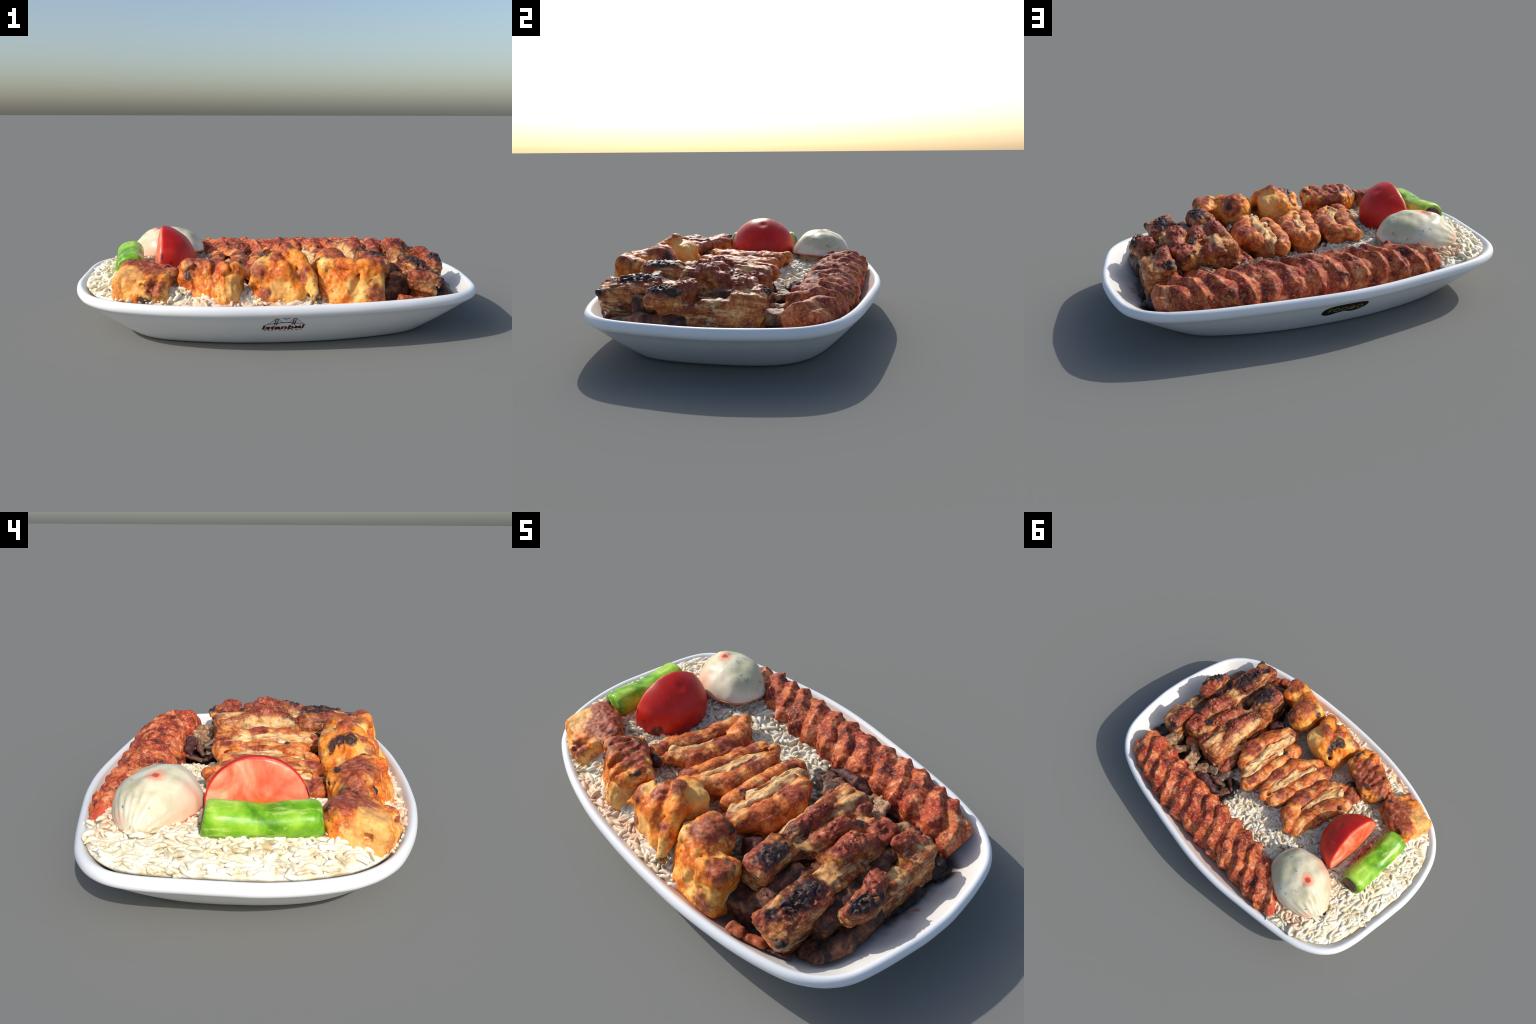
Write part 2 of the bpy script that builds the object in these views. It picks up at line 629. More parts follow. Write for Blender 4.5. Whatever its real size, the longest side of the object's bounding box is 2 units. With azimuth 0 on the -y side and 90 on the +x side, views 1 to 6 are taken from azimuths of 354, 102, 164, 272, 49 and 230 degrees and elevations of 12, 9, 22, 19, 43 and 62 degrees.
def scrap_mat(name, stops, black=0.0):
    m = Mat(name, 0.5, 0.4)
    a = m.noise(20, 6, 0.68, 0.4)
    m.base(m.ramp(a, stops))
    if black:
        b = m.noise(14, 5, 0.7, shift=(3, 3, 3))
        m.over(m.rng(b, 0.6 - 0.3 * black, 0.72 - 0.3 * black), (30, 25, 24), 0.9)
    m.bump(m.noise(60, 6, 0.7), 0.006, 0.7)
    return m.done()


# =====================================================================
#  PLATTER
# =====================================================================
def build_platter():
    ring = lambda xy, z: np.column_stack([xy, z * TILT])
    rings = [ring(FOOT * 0.82, 0.004), ring(FOOT * 0.95, 0.0), ring(FOOT * 0.985, 0.0)]
    rings += [wall_ring(t) for t in (0.03, 0.10, 0.22, 0.36, 0.50, 0.64, 0.78, 0.90, 1.0)]
    # rounded lip: (scale of the outline, inward offset along the outline's normal, z)
    for sc, inset, z in [(0.985, 0, 0.1745), (0.994, 0, 0.181), (0.999, 0, 0.189), (1.0, 0.0, 0.198), (1.0, 0.0015, 0.207), (1.0, 0.005, 0.2145), (1.0, 0.011, 0.2205), (1.0, 0.018, 0.2235),
                         (1.0, 0.025, 0.2228), (1.0, 0.031, 0.2190), (1.0, 0.036, 0.213)]:
        rings.append(ring(OUT * sc - NRM * inset, z))
    split = len(rings) - 1
    last = rings[-1][:, :2]
    for sc, z in zip(IN_S[-2:0:-1], IN_Z[-2:0:-1]):
        rings.append(ring(last * (sc / IN_S[-1]), z))
    n = len(OUT)
    V = np.vstack(rings + [np.array([[0, 0, IN_Z[0]], [0, 0, 0.004]])])
    F = []
    for r in range(len(rings) - 1):
        for i in range(n):
            j = (i + 1) % n
            F.append((r * n + i, r * n + j, (r + 1) * n + j, (r + 1) * n + i))
    top, bot, lr = len(V) - 2, len(V) - 1, (len(rings) - 1) * n
    for i in range(n):
        j = (i + 1) % n
        F.append((lr + i, lr + j, top))
        F.append((j, i, bot))
    # outside glaze and inside glaze are two parts meeting under the lip
    root = empty("oval_platter", (0, 0, 0))
    m = Mat("white_glaze", 0.35, 0.4)
    a = m.noise(3, 3, 0.5)
    m.base(m.ramp(a, [(0.35, (224, 227, 230)), (0.65, (230, 232, 234))]))
    white = m.done()
    m = Mat("stained_glaze_inside", 0.4, 0.4)
    a = m.noise(5, 4, 0.6)
    m.base(m.ramp(a, [(0.35, (222, 218, 210)), (0.65, (230, 228, 222))]))
    m.over(m.spots([(0.25, -0.58, 0.15, 0.40, 0.10, 0.2)], 0.5, 9), (214, 160, 132), 0.6)
    m.over(m.spots([(0.2, 0.60, 0.18, 0.6, 0.06, 0.2)], 0.6, 9), (220, 190, 182), 0.5)
    m.over(m.spots([(0.68, 0.02, 0.1, 0.20, 0.36, 0.12), (0.78, 0.28, 0.1, 0.12, 0.10, 0.1)], 0.45, 8), (74, 50, 38), 0.9)
    m.over(m.spots([(0.88, -0.12, 0.12, 0.03), (0.90, -0.2, 0.13, 0.018), (0.87, 0.05, 0.12, 0.025), (0.80, -0.45, 0.15, 0.02)], 0.7, 40), (190, 130, 40), 0.8)
    inner = m.done()
    Fo = [f for k, f in enumerate(F) if k < split * n or f[-1] == bot]
    Fi = [f for k, f in enumerate(F) if not (k < split * n or f[-1] == bot)]
    obs = []
    for nm, faces, mt in (("bowl_outside", Fo, white), ("bowl_inside", Fi, inner)):
        used = sorted({i for f in faces for i in f})
        mp = {v: k for k, v in enumerate(used)}
        obs.append(mesh_obj(nm, V[used], [tuple(mp[i] for i in f) for f in faces], (0, 0, 0), mt, root))
    tag(root, "white oval porcelain platter with rounded rim and tapered walls", "serving platter")
    return root


WALL = np.array([wall_ring(t) for t in np.linspace(0, 1, 25)])


def wall_point(x, z, side, off):
    best = []
    for ringp in WALL:
        k = ringp[:, 1] * side > 0
        p = ringp[k]
        p = p[np.argsort(p[:, 0])]
        best.append((np.interp(x, p[:, 0], p[:, 2]), np.interp(x, p[:, 0], p[:, 1])))
    best = np.array(best)
    y = np.interp(z, best[:, 0], best[:, 1])
    # wall leans outwards: its normal points out and down
    return (x, y + side * off * 0.76, z - off * 0.65)


def wall_mesh(name, V2, F, side, o0, o1, mat, parent):
    """lay a flat outline (x, z) on the wall as a thin slab"""
    n = len(V2)
    V = [wall_point(x, z, side, o1) for x, z in V2] + [wall_point(x, z, side, o0) for x, z in V2]
    edges = {}
    for f in F:
        for a, b in zip(f, f[1:] + f[:1]):
            edges[(a, b)] = 1
    faces = [tuple(f) for f in F] + [tuple(i + n for i in reversed(f)) for f in F]
    for a, b in edges:
        if (b, a) not in edges:
            faces.append((b, a, a + n, b + n))
    ob = mesh_obj(name, np.array(V), faces, (0, 0, 0), mat, parent, smooth=False)
    return ob


def ribbon(pts, w):
    pts = np.array(pts, float)
    w = np.broadcast_to(np.array(w, float), (len(pts),))
    t = np.gradient(pts, axis=0)
    t /= np.linalg.norm(t, axis=1)[:, None] + 1e-12
    nn = np.stack([-t[:, 1], t[:, 0]], 1)
    V = np.vstack([pts + nn * w[:, None] / 2, pts - nn * w[:, None] / 2])
    k = len(pts)
    return V.tolist(), [[i, i + 1, k + i + 1, k + i] for i in range(k - 1)]


def join2d(items):
    V, F = [], []
    for v, f in items:
        b = len(V)
        V += [tuple(p) for p in v]
        F += [[i + b for i in q] for q in f]
    return V, F


def text2d(s, x0, x1, z0, z1, offset=0.0, shear=0.0, space=1.0, pad=0.0, flip=1):
    cu = bpy.data.curves.new("lettering", "FONT")
    cu.body, cu.offset, cu.shear, cu.space_character = s, offset, shear, space
    cu.resolution_u = 4
    ob = bpy.data.objects.new("lettering", cu)
    SC.objects.link(ob)
    bpy.context.view_layer.update()
    me = bpy.data.meshes.new_from_object(ob.evaluated_get(bpy.context.evaluated_depsgraph_get()))
    V = np.array([v.co[:2] for v in me.vertices])
    F = [list(p.vertices) for p in me.polygons]
    bpy.data.objects.remove(ob)
    bpy.data.curves.remove(cu)
    bpy.data.meshes.remove(me)
    lo, hi = V.min(0), V.max(0)
    V = (V - lo) / (hi - lo)
    X = (x0 - pad) + V[:, 0] * (x1 - x0 + 2 * pad)
    Z = (z0 - pad) + V[:, 1] * (z1 - z0 + 2 * pad)
    return np.stack([X * flip, Z], 1).tolist(), F


def build_marks(root):
    black = flat("black_print", (22, 22, 24), 0.5)
    orange = flat("orange_print", (196, 96, 50), 0.5)
    blue = flat("blue_print", (40, 112, 164), 0.5)
    gold = flat("gold_print", (150, 128, 70), 0.5)
    px = lambda p: -0.133 + (p - 365) * 1.24e-4
    pz = lambda p: 0.1735 - (p - 270) * 1.42e-4
    # restaurant name on the near side: black letters over a wider orange outline
    bowl = [(1560, 620), (1600, 665), (1655, 690), (1710, 665), (1750, 622), (1745, 680), (1775, 730), (1765, 765), (1690, 768), (1672, 742), (1655, 735), (1636, 742), (1620, 768),
            (1535, 765), (1530, 735), (1565, 680)]
    for nm, mt, off, pad, o0, o1 in (("name_outline", orange, 0.045, 0.0012, 0.0002, 0.0010), ("restaurant_name", black, 0.022, 0.0, 0.0012, 0.0018)):
        items = [text2d("Istanb", px(378), px(1510), pz(785), pz(622), off, 0.12, 1.05, pad), text2d("l", px(1795), px(1888), pz(765), pz(606), off, 0.12, 1, pad)]
        g = np.array([(px(a), pz(b)) for a, b in bowl])
        c = g.mean(0)
        g = c + (g - c) * (1 + pad * 60)
        k = len(g)
        items.append((np.vstack([g, c]).tolist(), [[(i + 1) % k, i, k] for i in range(k)]))
        V, F = join2d(items)
        wall_mesh(nm, V, fix(V, F), -1, o0, o1, mt, root)
    V, F = text2d("RESTAURANT", px(455), px(1825), pz(856), pz(806), 0.01, 0, 2.1)
    wall_mesh("restaurant_subtitle", V, fix(V, F), -1, 0.0003, 0.001, black, root)
    # suspension bridge with two towers
    it = []
    W = 0.0026
    for bx in (790, 1430):
        for dx, top in ((0, 30), (88, 30)):
            it.append(ribbon([(px(bx + dx + top), pz(325)), (px(bx + dx), pz(610))], W))
        for yy, sh in ((330, 30), (438, 18), (545, 8)):
            it.append(ribbon([(px(bx + sh), pz(yy)), (px(bx + 88 + sh), pz(yy))], W * 0.8))
    t = np.linspace(0, 1, 15)
    it.append(ribbon([(px(405 + 1475 * s), pz(606 - 96 * math.sin(math.pi * min(1, s * 1.02)) - 30 * s)) for s in t], 0.0018 * (0.4 + np.sin(np.pi * t))))
    for a, b, sag in (((530, 545), (820, 330), 25), ((915, 330), (1180, 495), 60), ((1180, 495), (1465, 325), 60), ((1570, 325), (1820, 540), 25)):
        it.append(ribbon([(px(a[0] + (b[0] - a[0]) * s), pz(a[1] + (b[1] - a[1]) * s + sag * math.sin(math.pi * s))) for s in t], 0.0009))
    V, F = join2d(it)
    wall_mesh("bridge_drawing", V, fix(V, F), -1, 0.0011, 0.0019, black, root)
    V, F = join2d([ribbon([(px(975), pz(275)), (px(1080), pz(315)), (px(1170), pz(335)), (px(1195), pz(395))], [0.001, 0.003, 0.0042, 0.0052])])
    wall_mesh("bird_wing", V, fix(V, F), -1, 0.0003, 0.001, blue, root)
    V, F = join2d([ribbon([(px(1210), pz(335)), (px(1270), pz(320)), (px(1330), pz(312)), (px(1410), pz(285))], [0.003, 0.0075, 0.0075, 0.001])])
    wall_mesh("bird_wing", V, fix(V, F), -1, 0.0003, 0.001, orange, root)
    # dark bean-shaped badge on the far side
    ctl = [(300, 830), (400, 700), (700, 622), (1200, 598), (1700, 604), (2000, 645), (2070, 722), (2000, 830), (1750, 919), (1450, 939), (1180, 890), (900, 918), (650, 967),
           (450, 959), (330, 904)]
    bx = lambda p: 0.067 - (p - 295) * 1.26e-4
    bz = lambda p: 0.160 - (p - 598) * 1.95e-4
    c = np.array([(bx(a), bz(b)) for a, b in ctl])
    m = len(c)
    g = []
    for i in range(m):
        p0, p1, p2, p3 = c[i - 1], c[i], c[(i + 1) % m], c[(i + 2) % m]
        for s in np.linspace(0, 1, 5, endpoint=False):
            g.append(0.5 * (2 * p1 + (p2 - p0) * s + (2 * p0 - 5 * p1 + 4 * p2 - p3) * s * s + (3 * p1 - p0 - 3 * p2 + p3) * s ** 3))
    g = np.array(g)
    n = len(g)
    mid = np.array([g[:, 0].mean(), bz(755)])
    # spine fan: split in two lobes so the notch stays clean
    V = np.vstack([g, mid]).tolist()
    F = [[i, (i + 1) % n, n] for i in range(n)]
    wall_mesh("maker_badge", V, fix(V, F, True), 1, 0.0002, 0.001, black, root)
    it = []
    it.append(ribbon([(bx(555), bz(720)), (bx(540), bz(850))], 0.0042))
    it.append(ribbon([(bx(540), bz(722)), (bx(690), bz(722))], 0.0042))
    it.append(ribbon([(bx(540), bz(778)), (bx(660), bz(778))], 0.0042))
    a = np.linspace(0, 2 * math.pi, 25)
    for cx, cy in ((845, 782), (1142, 780), (1435, 776), (1745, 772)):
        it.append(ribbon([(bx(cx + 112 * math.cos(s)), bz(cy + 62 * math.sin(s))) for s in a], 0.0046))
    it.append(ribbon([(bx(1330), bz(812)), (bx(1430), bz(790)), (bx(1530), bz(738))], 0.0040))
    it.append(ribbon([(bx(1380), bz(830)), (bx(1460), bz(812)), (bx(1530), bz(775))], 0.0030))
    V, F = join2d(it)
    wall_mesh("badge_lettering", V, fix(V, F, True), 1, 0.0012, 0.0018, gold, root)


def fix(V, F, far=False):
    """wind every outline face so that it looks out from the wall"""
    out = []
    for f in F:
        p = [V[i] for i in f]
        ar = sum(p[i - 1][0] * p[i][1] - p[i][0] * p[i - 1][1] for i in range(len(p)))
        want = ar > 0 if not far else ar < 0
        out.append(list(f) if want else list(f)[::-1])
    return out


# =====================================================================
#  RICE
# =====================================================================
def step(v, a, b):
    t = np.clip((v - a) / (b - a), 0, 1)
    return t * t * (3 - 2 * t)


def rice_z(x, y):
    q = qcoord(x, y)
    h = 0.218 + 0.036 * np.clip((0.95 - q) / 0.18, 0, 1) ** 0.7
    # heaped up at the vegetable end
    h = h + 0.020 * step(-x, 0.45, 0.62) * step(0.92 - q, 0, 0.14)
    # towards the ribs the rice runs out and the bare platter shows
    h = h - 0.20 * step(x, np.where(y > 0.12, 0.10, 0.20), np.where(y > 0.12, 0.24, 0.40))
    # sunken middle between the wings and the minced kebab
    h = h - 0.030 * step(x, -0.24, -0.06) * step(y, -0.02, 0.10)
    # and deeper still in the gaps between wings and chicken
    h = h - 0.055 * step(x, -0.26, -0.10) * step(-y, -0.08, 0.04) * step(y, -0.50, -0.40)
    h = h - 0.016 * step(x, -0.42, -0.2)
    # none between the kebab and the far rim
    h = h - 0.12 * step(x, -0.58, -0.46) * step(y, 0.44, 0.52)
    # thin along the near rim
    h = h - 0.020 * step(-y, 0.48, 0.58) * step(x, -0.66, -0.5)
    return h


def build_rice():
    root = empty("rice_bed", (0, 0, 0.06))
    mat = rice_mat("cooked_rice")

    def fn(P):
        x, y, z = P.T
        zt = rice_z(x, y)
        X = np.stack([x, y, np.zeros_like(x)], 1)
        W = X + 0.012 * np.stack([noise(X * 20), noise(X * 20 + 9), 0 * x], 1)
        zt = zt + 0.006 * fbm(X * 14, 2) + 0.011 * (0.5 - np.abs(noise(W * np.array((44, 20, 1)) + 0.5)) * 1.6)
        return np.maximum((z - zt) * 0.8, inside_bowl(P, -0.004))
    V, F = surface_nets(fn, (-0.98, -0.68, 0.055), (0.48, 0.68, 0.32), 0.0075)
    o = np.array((0, 0, 0.06))
    mesh_obj("rice_mass", V, F, o, mat, root)
    # one long grain, slightly bent, in several shapes
    grains = []
    for k in range(6):
        L, R = 0.021 + 0.004 * (k % 3), 0.0092 + 0.0010 * (k % 2)
        V, F = [], []
        nu, nv = 7, 9
        bend = (k - 2.5) * 0.0022
        for j in range(nv):
            t = math.pi * j / (nv - 1)
            c, r = -math.cos(t), math.sin(t) ** 0.75 if 0 < j < nv - 1 else 0.12
            for i in range(nu):
                a = 2 * math.pi * i / nu
                V.append((L * c, R * r * math.cos(a) + bend * (1 - c * c) * 2, R * 0.8 * r * math.sin(a)))
        for j in range(nv - 1):
            for i in range(nu):
                F.append((j * nu + i, j * nu + (i + 1) % nu, (j + 1) * nu + (i + 1) % nu, (j + 1) * nu + i))
        F.append(tuple(range(nu - 1, -1, -1)))
        F.append(tuple((nv - 1) * nu + i for i in range(nu)))
        grains.append((np.array(V), np.array([f for f in F if len(f) == 4]), [f for f in F if len(f) != 4]))
    named = []
    for k, (V, F, cap) in enumerate(grains):
        me = bpy.data.meshes.new("rice_grain")
        me.from_pydata(V.tolist(), [], F.tolist() + cap)
        me.polygons.foreach_set("use_smooth", np.full(len(me.polygons), True))
        me.materials.append(mat)
        named.append(me)
    allV, allF, b, count = [], [], 0, 0
    tries = 0
    rs = np.random.RandomState(21)
    cells = {}
    while count < 3000 and tries < 60000:
        tries += 1
        x, y = rs.uniform(-0.96, 0.40), rs.uniform(-0.64, 0.64)
        q = float(qcoord(np.array([x]), np.array([y]))[0])
        if q > 0.936:
            continue
        z = float(rice_z(np.array([x]), np.array([y]))[0])
        if z < float(floor_z(np.array([x]), np.array([y]))[0]) - 0.002:
            continue
        # hidden under the meat
        if 0.34 < y < 0.56 and x > -0.50:
            continue
        if -0.46 < y < -0.36 and -0.6 < x < 0.36:
            continue
        if -0.20 < y < 0.06 and -0.30 < x < 0.24:
            continue
        key = (int(x / 0.016), int(y / 0.016))
        if cells.get(key, 0) >= (2 if q < 0.8 else 1):
            continue
        cells[key] = cells.get(key, 0) + 1
        az = rs.uniform(0, 360) if x > -0.55 else rs.normal(78, 38)
        tilt = rs.normal(0, 18) if q < 0.88 else rs.normal(0, 9)
        k = rs.randint(6)
        R = rotm(rs.uniform(0, 360), tilt, az)
        p = np.array((x, y, z + rs.uniform(-0.006, 0.007)))
        s = rs.uniform(0.75, 1.25)
        showing = q < 0.9 and (x < -0.45 or (y > 0.1 and y < 0.34))
        if showing and count % 5 == 0 and len(root.children) < 290:
            g = bpy.data.objects.new("rice_grain", named[k])
            g.parent = root
            from mathutils import Matrix
            M = Matrix([list(R[i] * s) + [p[i] - o[i]] for i in range(3)] + [[0, 0, 0, 1]])
            g.matrix_local = M
            SC.objects.link(g)
        else:
            V, F, cap = grains[k]
            allV.append((V * s) @ R.T + p)
            allF.append(F + b)
            b += len(V)
        count += 1
    heap = mesh_obj("loose_rice_grains", np.vstack(allV), np.vstack(allF), o, mat, root)
    heap["kind"] = "stuff"
    tag(root, "bed of loose white long-grain rice filling the platter", "rice")


# =====================================================================
#  MINCED KEBAB
# =====================================================================
def build_kofte():
    o = np.array((0.1, 0.435, 0.22))
    xs = [-0.60, -0.55, -0.49, -0.41, -0.30, -0.17, -0.05, 0.08, 0.33, 0.45, 0.60, 0.70, 0.78, 0.83]
    ys = [0.482, 0.470, 0.455, 0.442, 0.430, 0.424, 0.425, 0.426, 0.426, 0.424, 0.413, 0.398, 0.385, 0.38]
    ws = [0.034, 0.064, 0.086, 0.100, 0.112, 0.116, 0.119, 0.120, 0.120, 0.118, 0.113, 0.106, 0.092, 0.07]
    zt = [0.230, 0.270, 0.295, 0.308, 0.313, 0.313, 0.312, 0.310, 0.309, 0.307, 0.303, 0.290, 0.262, 0.215]

    def fn(P):
        x, y, z = P.T
        yc, w, top = np.interp(x, xs, ys), np.interp(x, xs, ws), np.interp(x, xs, zt)
        top = top + 0.004 - 0.09 * (y - yc)
        zb = 0.09
        zc, hb = (top + zb) / 2, (top - zb) / 2
        v, h = (y - yc) / w, (z - zc) / hb
        r = (np.abs(v) ** 2.6 + np.abs(h) ** 2.6) ** (1 / 2.6)
        d = (r - 1) * np.minimum(w, hb)
        k = np.abs(d) < 0.06
        Q, vv, xx = P[k], v[k], x[k]
        wob = fbm(Q * 6, 2)
        # finger-pressed ridges: broken crests, set off between the two flanks
        ph = (xx + 0.25 * (Q[:, 1] - yc[k]) - 0.12 * (Q[:, 2] - zc[k])) / 0.104 + 0.28 * wob + 0.28 * np.tanh(vv * 2.2)
        tri = np.abs(((ph + 0.5) % 1.0) - 0.5) * 2
        rid = 1 - tri ** 1.15
        crest = np.clip(0.75 + 1.1 * noise(Q * np.array((6, 17, 17)) + 4.4), 0.6, 1.25)
        puff = np.minimum(2.2 * np.abs(fbm(Q * 13 + 1.7, 2)), 0.9) - 0.42
        rough = 0.45 - 1.5 * np.abs(fbm(Q * 34, 3))
        amp = np.interp(xx, [-0.60, -0.50, 0.70, 0.80], [0.4, 1, 1, 0.5])
        d[k] -= amp * (0.030 * crest * (rid - 0.42) + 0.008 * puff) + 0.0022 * rough + 0.0015 * fbm(Q * 60, 2)
        d = smax(d, np.maximum(-0.60 - x, x - 0.808 - 0.25 * (z - 0.25)), 0.03)
        return smax(d * 0.8, inside_bowl(P), 0.01)
    V, F = surface_nets(fn, (-0.65, 0.27, 0.056), (0.85, 0.60, 0.38), 0.0047)
    k = mesh_obj("minced_meat_kebab", V, F, o, kofte_mat(o))
    tag(k, "long ridged red-brown grilled minced meat kebab", "kebab")


# =====================================================================
#  CHICKEN CHUNKS
# =====================================================================
def sears(red, char, rough=0.007):
    return [tuple(p[:3]) + (tuple(p[3:]) if len(p) == 6 else (p[3],) * 3) + (rough,) for p in list(red) + list(char)]


def build_chicken():
    puffs = [(0.008, (9, 9, 9), "c"), (0.004, (24, 24, 24), "r"), (0.002, (60, 60, 60))]
    # -- piece beside the pepper
    o = (-0.655, -0.42, 0.2)
    char = [(-0.655, -0.56, 0.235, 0.05, 0.03, 0.022), (-0.72, -0.29, 0.365, 0.04, 0.02, 0.02), (-0.55, -0.40, 0.33, 0.03)]
    red = [(-0.61, -0.39, 0.36, 0.11), (-0.67, -0.34, 0.37, 0.09), (-0.52, -0.43, 0.34, 0.05), (-0.60, -0.54, 0.29, 0.05)]
    A = Blob([("+", box((-0.655, -0.412, 0.248), (0.125, 0.115, 0.097), 0.04, (15, 5, -14)), 0),
              ("+", tube([(-0.770, -0.528, 0.230, 0.032), (-0.66, -0.548, 0.222, 0.032), (-0.565, -0.515, 0.22, 0.038)]), 0.03),
              ("+", ell((-0.675, -0.34, 0.315), (0.08, 0.06, 0.045)), 0.04),
              ("+", tube([(-0.555, -0.42, 0.325, 0.03), (-0.518, -0.43, 0.332, 0.026)]), 0.02),
              ("-", tube([(-0.60, -0.34, 0.380, 0.012), (-0.57, -0.44, 0.362, 0.014), (-0.60, -0.55, 0.29, 0.008)]), 0.03),
              ("-", tube([(-0.79, -0.49, 0.315, 0.006), (-0.71, -0.53, 0.305, 0.012), (-0.62, -0.535, 0.285, 0.008)]), 0.025),
              ("-", tube([(-0.70, -0.42, 0.375, 0.006), (-0.66, -0.48, 0.355, 0.008)]), 0.02),
              ("-", box((-0.785, -0.425, 0.285), (0.03, 0.016, 0.014), 0.008), 0.012)], puffs, seed=1.3, scabs=sears([], char))
    mA = chicken_mat("golden_chicken", o, char, red, [(-0.72, -0.45, 0.33, 0.08), (-0.78, -0.42, 0.28, 0.09)], 0.0)
    t = solid("grilled_chicken_chunk", A, mA, o, 0.0052)
    tag(t, "squarish golden orange chunk of grilled marinated chicken", "grilled chicken")
    # -- rolled piece
    o = (-0.345, -0.465, 0.2)
    char = [(-0.215, -0.465, 0.39, 0.022, 0.04, 0.025), (-0.50, -0.37, 0.33, 0.02, 0.035, 0.035), (-0.40, -0.35, 0.385, 0.03, 0.018, 0.02), (-0.455, -0.49, 0.33, 0.02, 0.025, 0.03)]
    red = [(-0.42, -0.42, 0.39, 0.09), (-0.29, -0.43, 0.39, 0.07), (-0.48, -0.41, 0.36, 0.05), (-0.35, -0.36, 0.33, 0.08)]
    B = Blob([("+", box((-0.345, -0.442, 0.268), (0.135, 0.090, 0.113), 0.038, (-10, 2, -25)), 0),
              ("+", ell((-0.450, -0.400, 0.302), (0.055, 0.070, 0.072), (0, 0, -25)), 0.02),
              ("+", box((-0.325, -0.505, 0.225), (0.105, 0.045, 0.06), 0.03, (-8, 0, -22)), 0.04),
              ("+", ell((-0.225, -0.490, 0.340), (0.03, 0.05, 0.035)), 0.03),
              ("-", tube([(-0.405, -0.33, 0.33, 0.008), (-0.42, -0.43, 0.408, 0.012), (-0.42, -0.485, 0.36, 0.008), (-0.42, -0.52, 0.28, 0.004)]), 0.015),
              ("-", tube([(-0.33, -0.40, 0.40, 0.006), (-0.335, -0.55, 0.36, 0.010), (-0.33, -0.60, 0.30, 0.006)]), 0.025),
              ("-", tube([(-0.26, -0.44, 0.41, 0.006), (-0.27, -0.57, 0.34, 0.010), (-0.28, -0.60, 0.25, 0.006)]), 0.025)],
             [(0.007, (9, 9, 9), "c"), (0.007, (24, 8, 9), "r", (0, 0, 14)), (0.003, (34, 34, 34), "r")], seed=4.1, scabs=sears([], char))
    mB = chicken_mat("orange_chicken", o, char, red, [(-0.24, -0.55, 0.28, 0.07)], 0.04, (2.0, 0.5, 0.6))
    t = solid("grilled_chicken_chunk", B, mB, o, 0.0052)
    tag(t, "rolled fibrous orange red chunk of grilled chicken", "grilled chicken")
    # -- folded piece with the crest and a hanging tail
    o = (-0.03, -0.46, 0.2)
    char = [(-0.10, -0.425, 0.405, 0.06, 0.035, 0.03), (-0.085, -0.385, 0.40, 0.03, 0.04, 0.04), (0.11, -0.585, 0.24, 0.025), (-0.085, -0.355, 0.36, 0.025, 0.025, 0.06)]
    red = [(0.0, -0.42, 0.45, 0.05), (0.07, -0.52, 0.32, 0.05), (-0.14, -0.50, 0.34, 0.045), (-0.05, -0.47, 0.40, 0.04), (-0.12, -0.57, 0.25, 0.04)]
    C = Blob([("+", box((-0.06, -0.435, 0.265), (0.095, 0.11, 0.10), 0.04, (-14, 0, -6)), 0),
              ("+", box((0.0, -0.385, 0.31), (0.085, 0.075, 0.105), 0.05, (-8, 0, -10)), 0.04),
              ("+", tube([(-0.095, -0.425, 0.362, 0.038), (-0.13, -0.48, 0.33, 0.036), (-0.178, -0.535, 0.292, 0.012)]), 0.03),
              ("+", tube([(-0.05, -0.44, 0.375, 0.035), (-0.03, -0.50, 0.335, 0.042)]), 0.04), ("+", tube([(0.0, -0.48, 0.32, 0.055), (0.03, -0.53, 0.25, 0.048)]), 0.03),
              ("+", tube([(0.0, -0.405, 0.424, 0.032), (0.05, -0.455, 0.382, 0.036), (0.09, -0.535, 0.31, 0.032), (0.110, -0.590, 0.243, 0.020)]), 0.02),
              ("+", box((-0.045, -0.510, 0.215), (0.078, 0.042, 0.07), 0.03, (-12, 0, 4)), 0.04),
              ("-", tube([(-0.045, -0.40, 0.47, 0.010), (-0.005, -0.475, 0.405, 0.013), (0.025, -0.535, 0.350, 0.010)]), 0.02),
              ("-", tube([(0.01, -0.445, 0.405, 0.006), (0.035, -0.50, 0.345, 0.008)]), 0.01),
              ("-", tube([(-0.115, -0.34, 0.40, 0.010), (-0.10, -0.34, 0.30, 0.016)]), 0.02)], [(0.006, (9, 9, 9), "c"), (0.003, (24, 24, 24), "r"), (0.002, (60, 60, 60))], seed=7.7,
             scabs=sears([], char))
    mC = chicken_mat("pale_golden_chicken", o, char, red, [(0.03, -0.36, 0.36, 0.09), (-0.06, -0.58, 0.27, 0.06), (-0.12, -0.47, 0.36, 0.04)], -0.04)
    t = solid("grilled_chicken_chunk", C, mC, o, 0.0052)
    tag(t, "folded golden chicken piece with crest and hanging tail", "grilled chicken")
    # -- upright double-lobed piece
    o = (0.28, -0.47, 0.2)
    char = [(0.143, -0.470, 0.378, 0.035, 0.025, 0.02), (0.385, -0.465, 0.365, 0.028, 0.018, 0.025), (0.26, -0.36, 0.37, 0.025), (0.19, -0.62, 0.2, 0.04, 0.03, 0.02)]
    red = [(0.22, -0.44, 0.42, 0.08), (0.39, -0.51, 0.38, 0.06), (0.24, -0.36, 0.38, 0.07), (0.38, -0.58, 0.25, 0.05)]
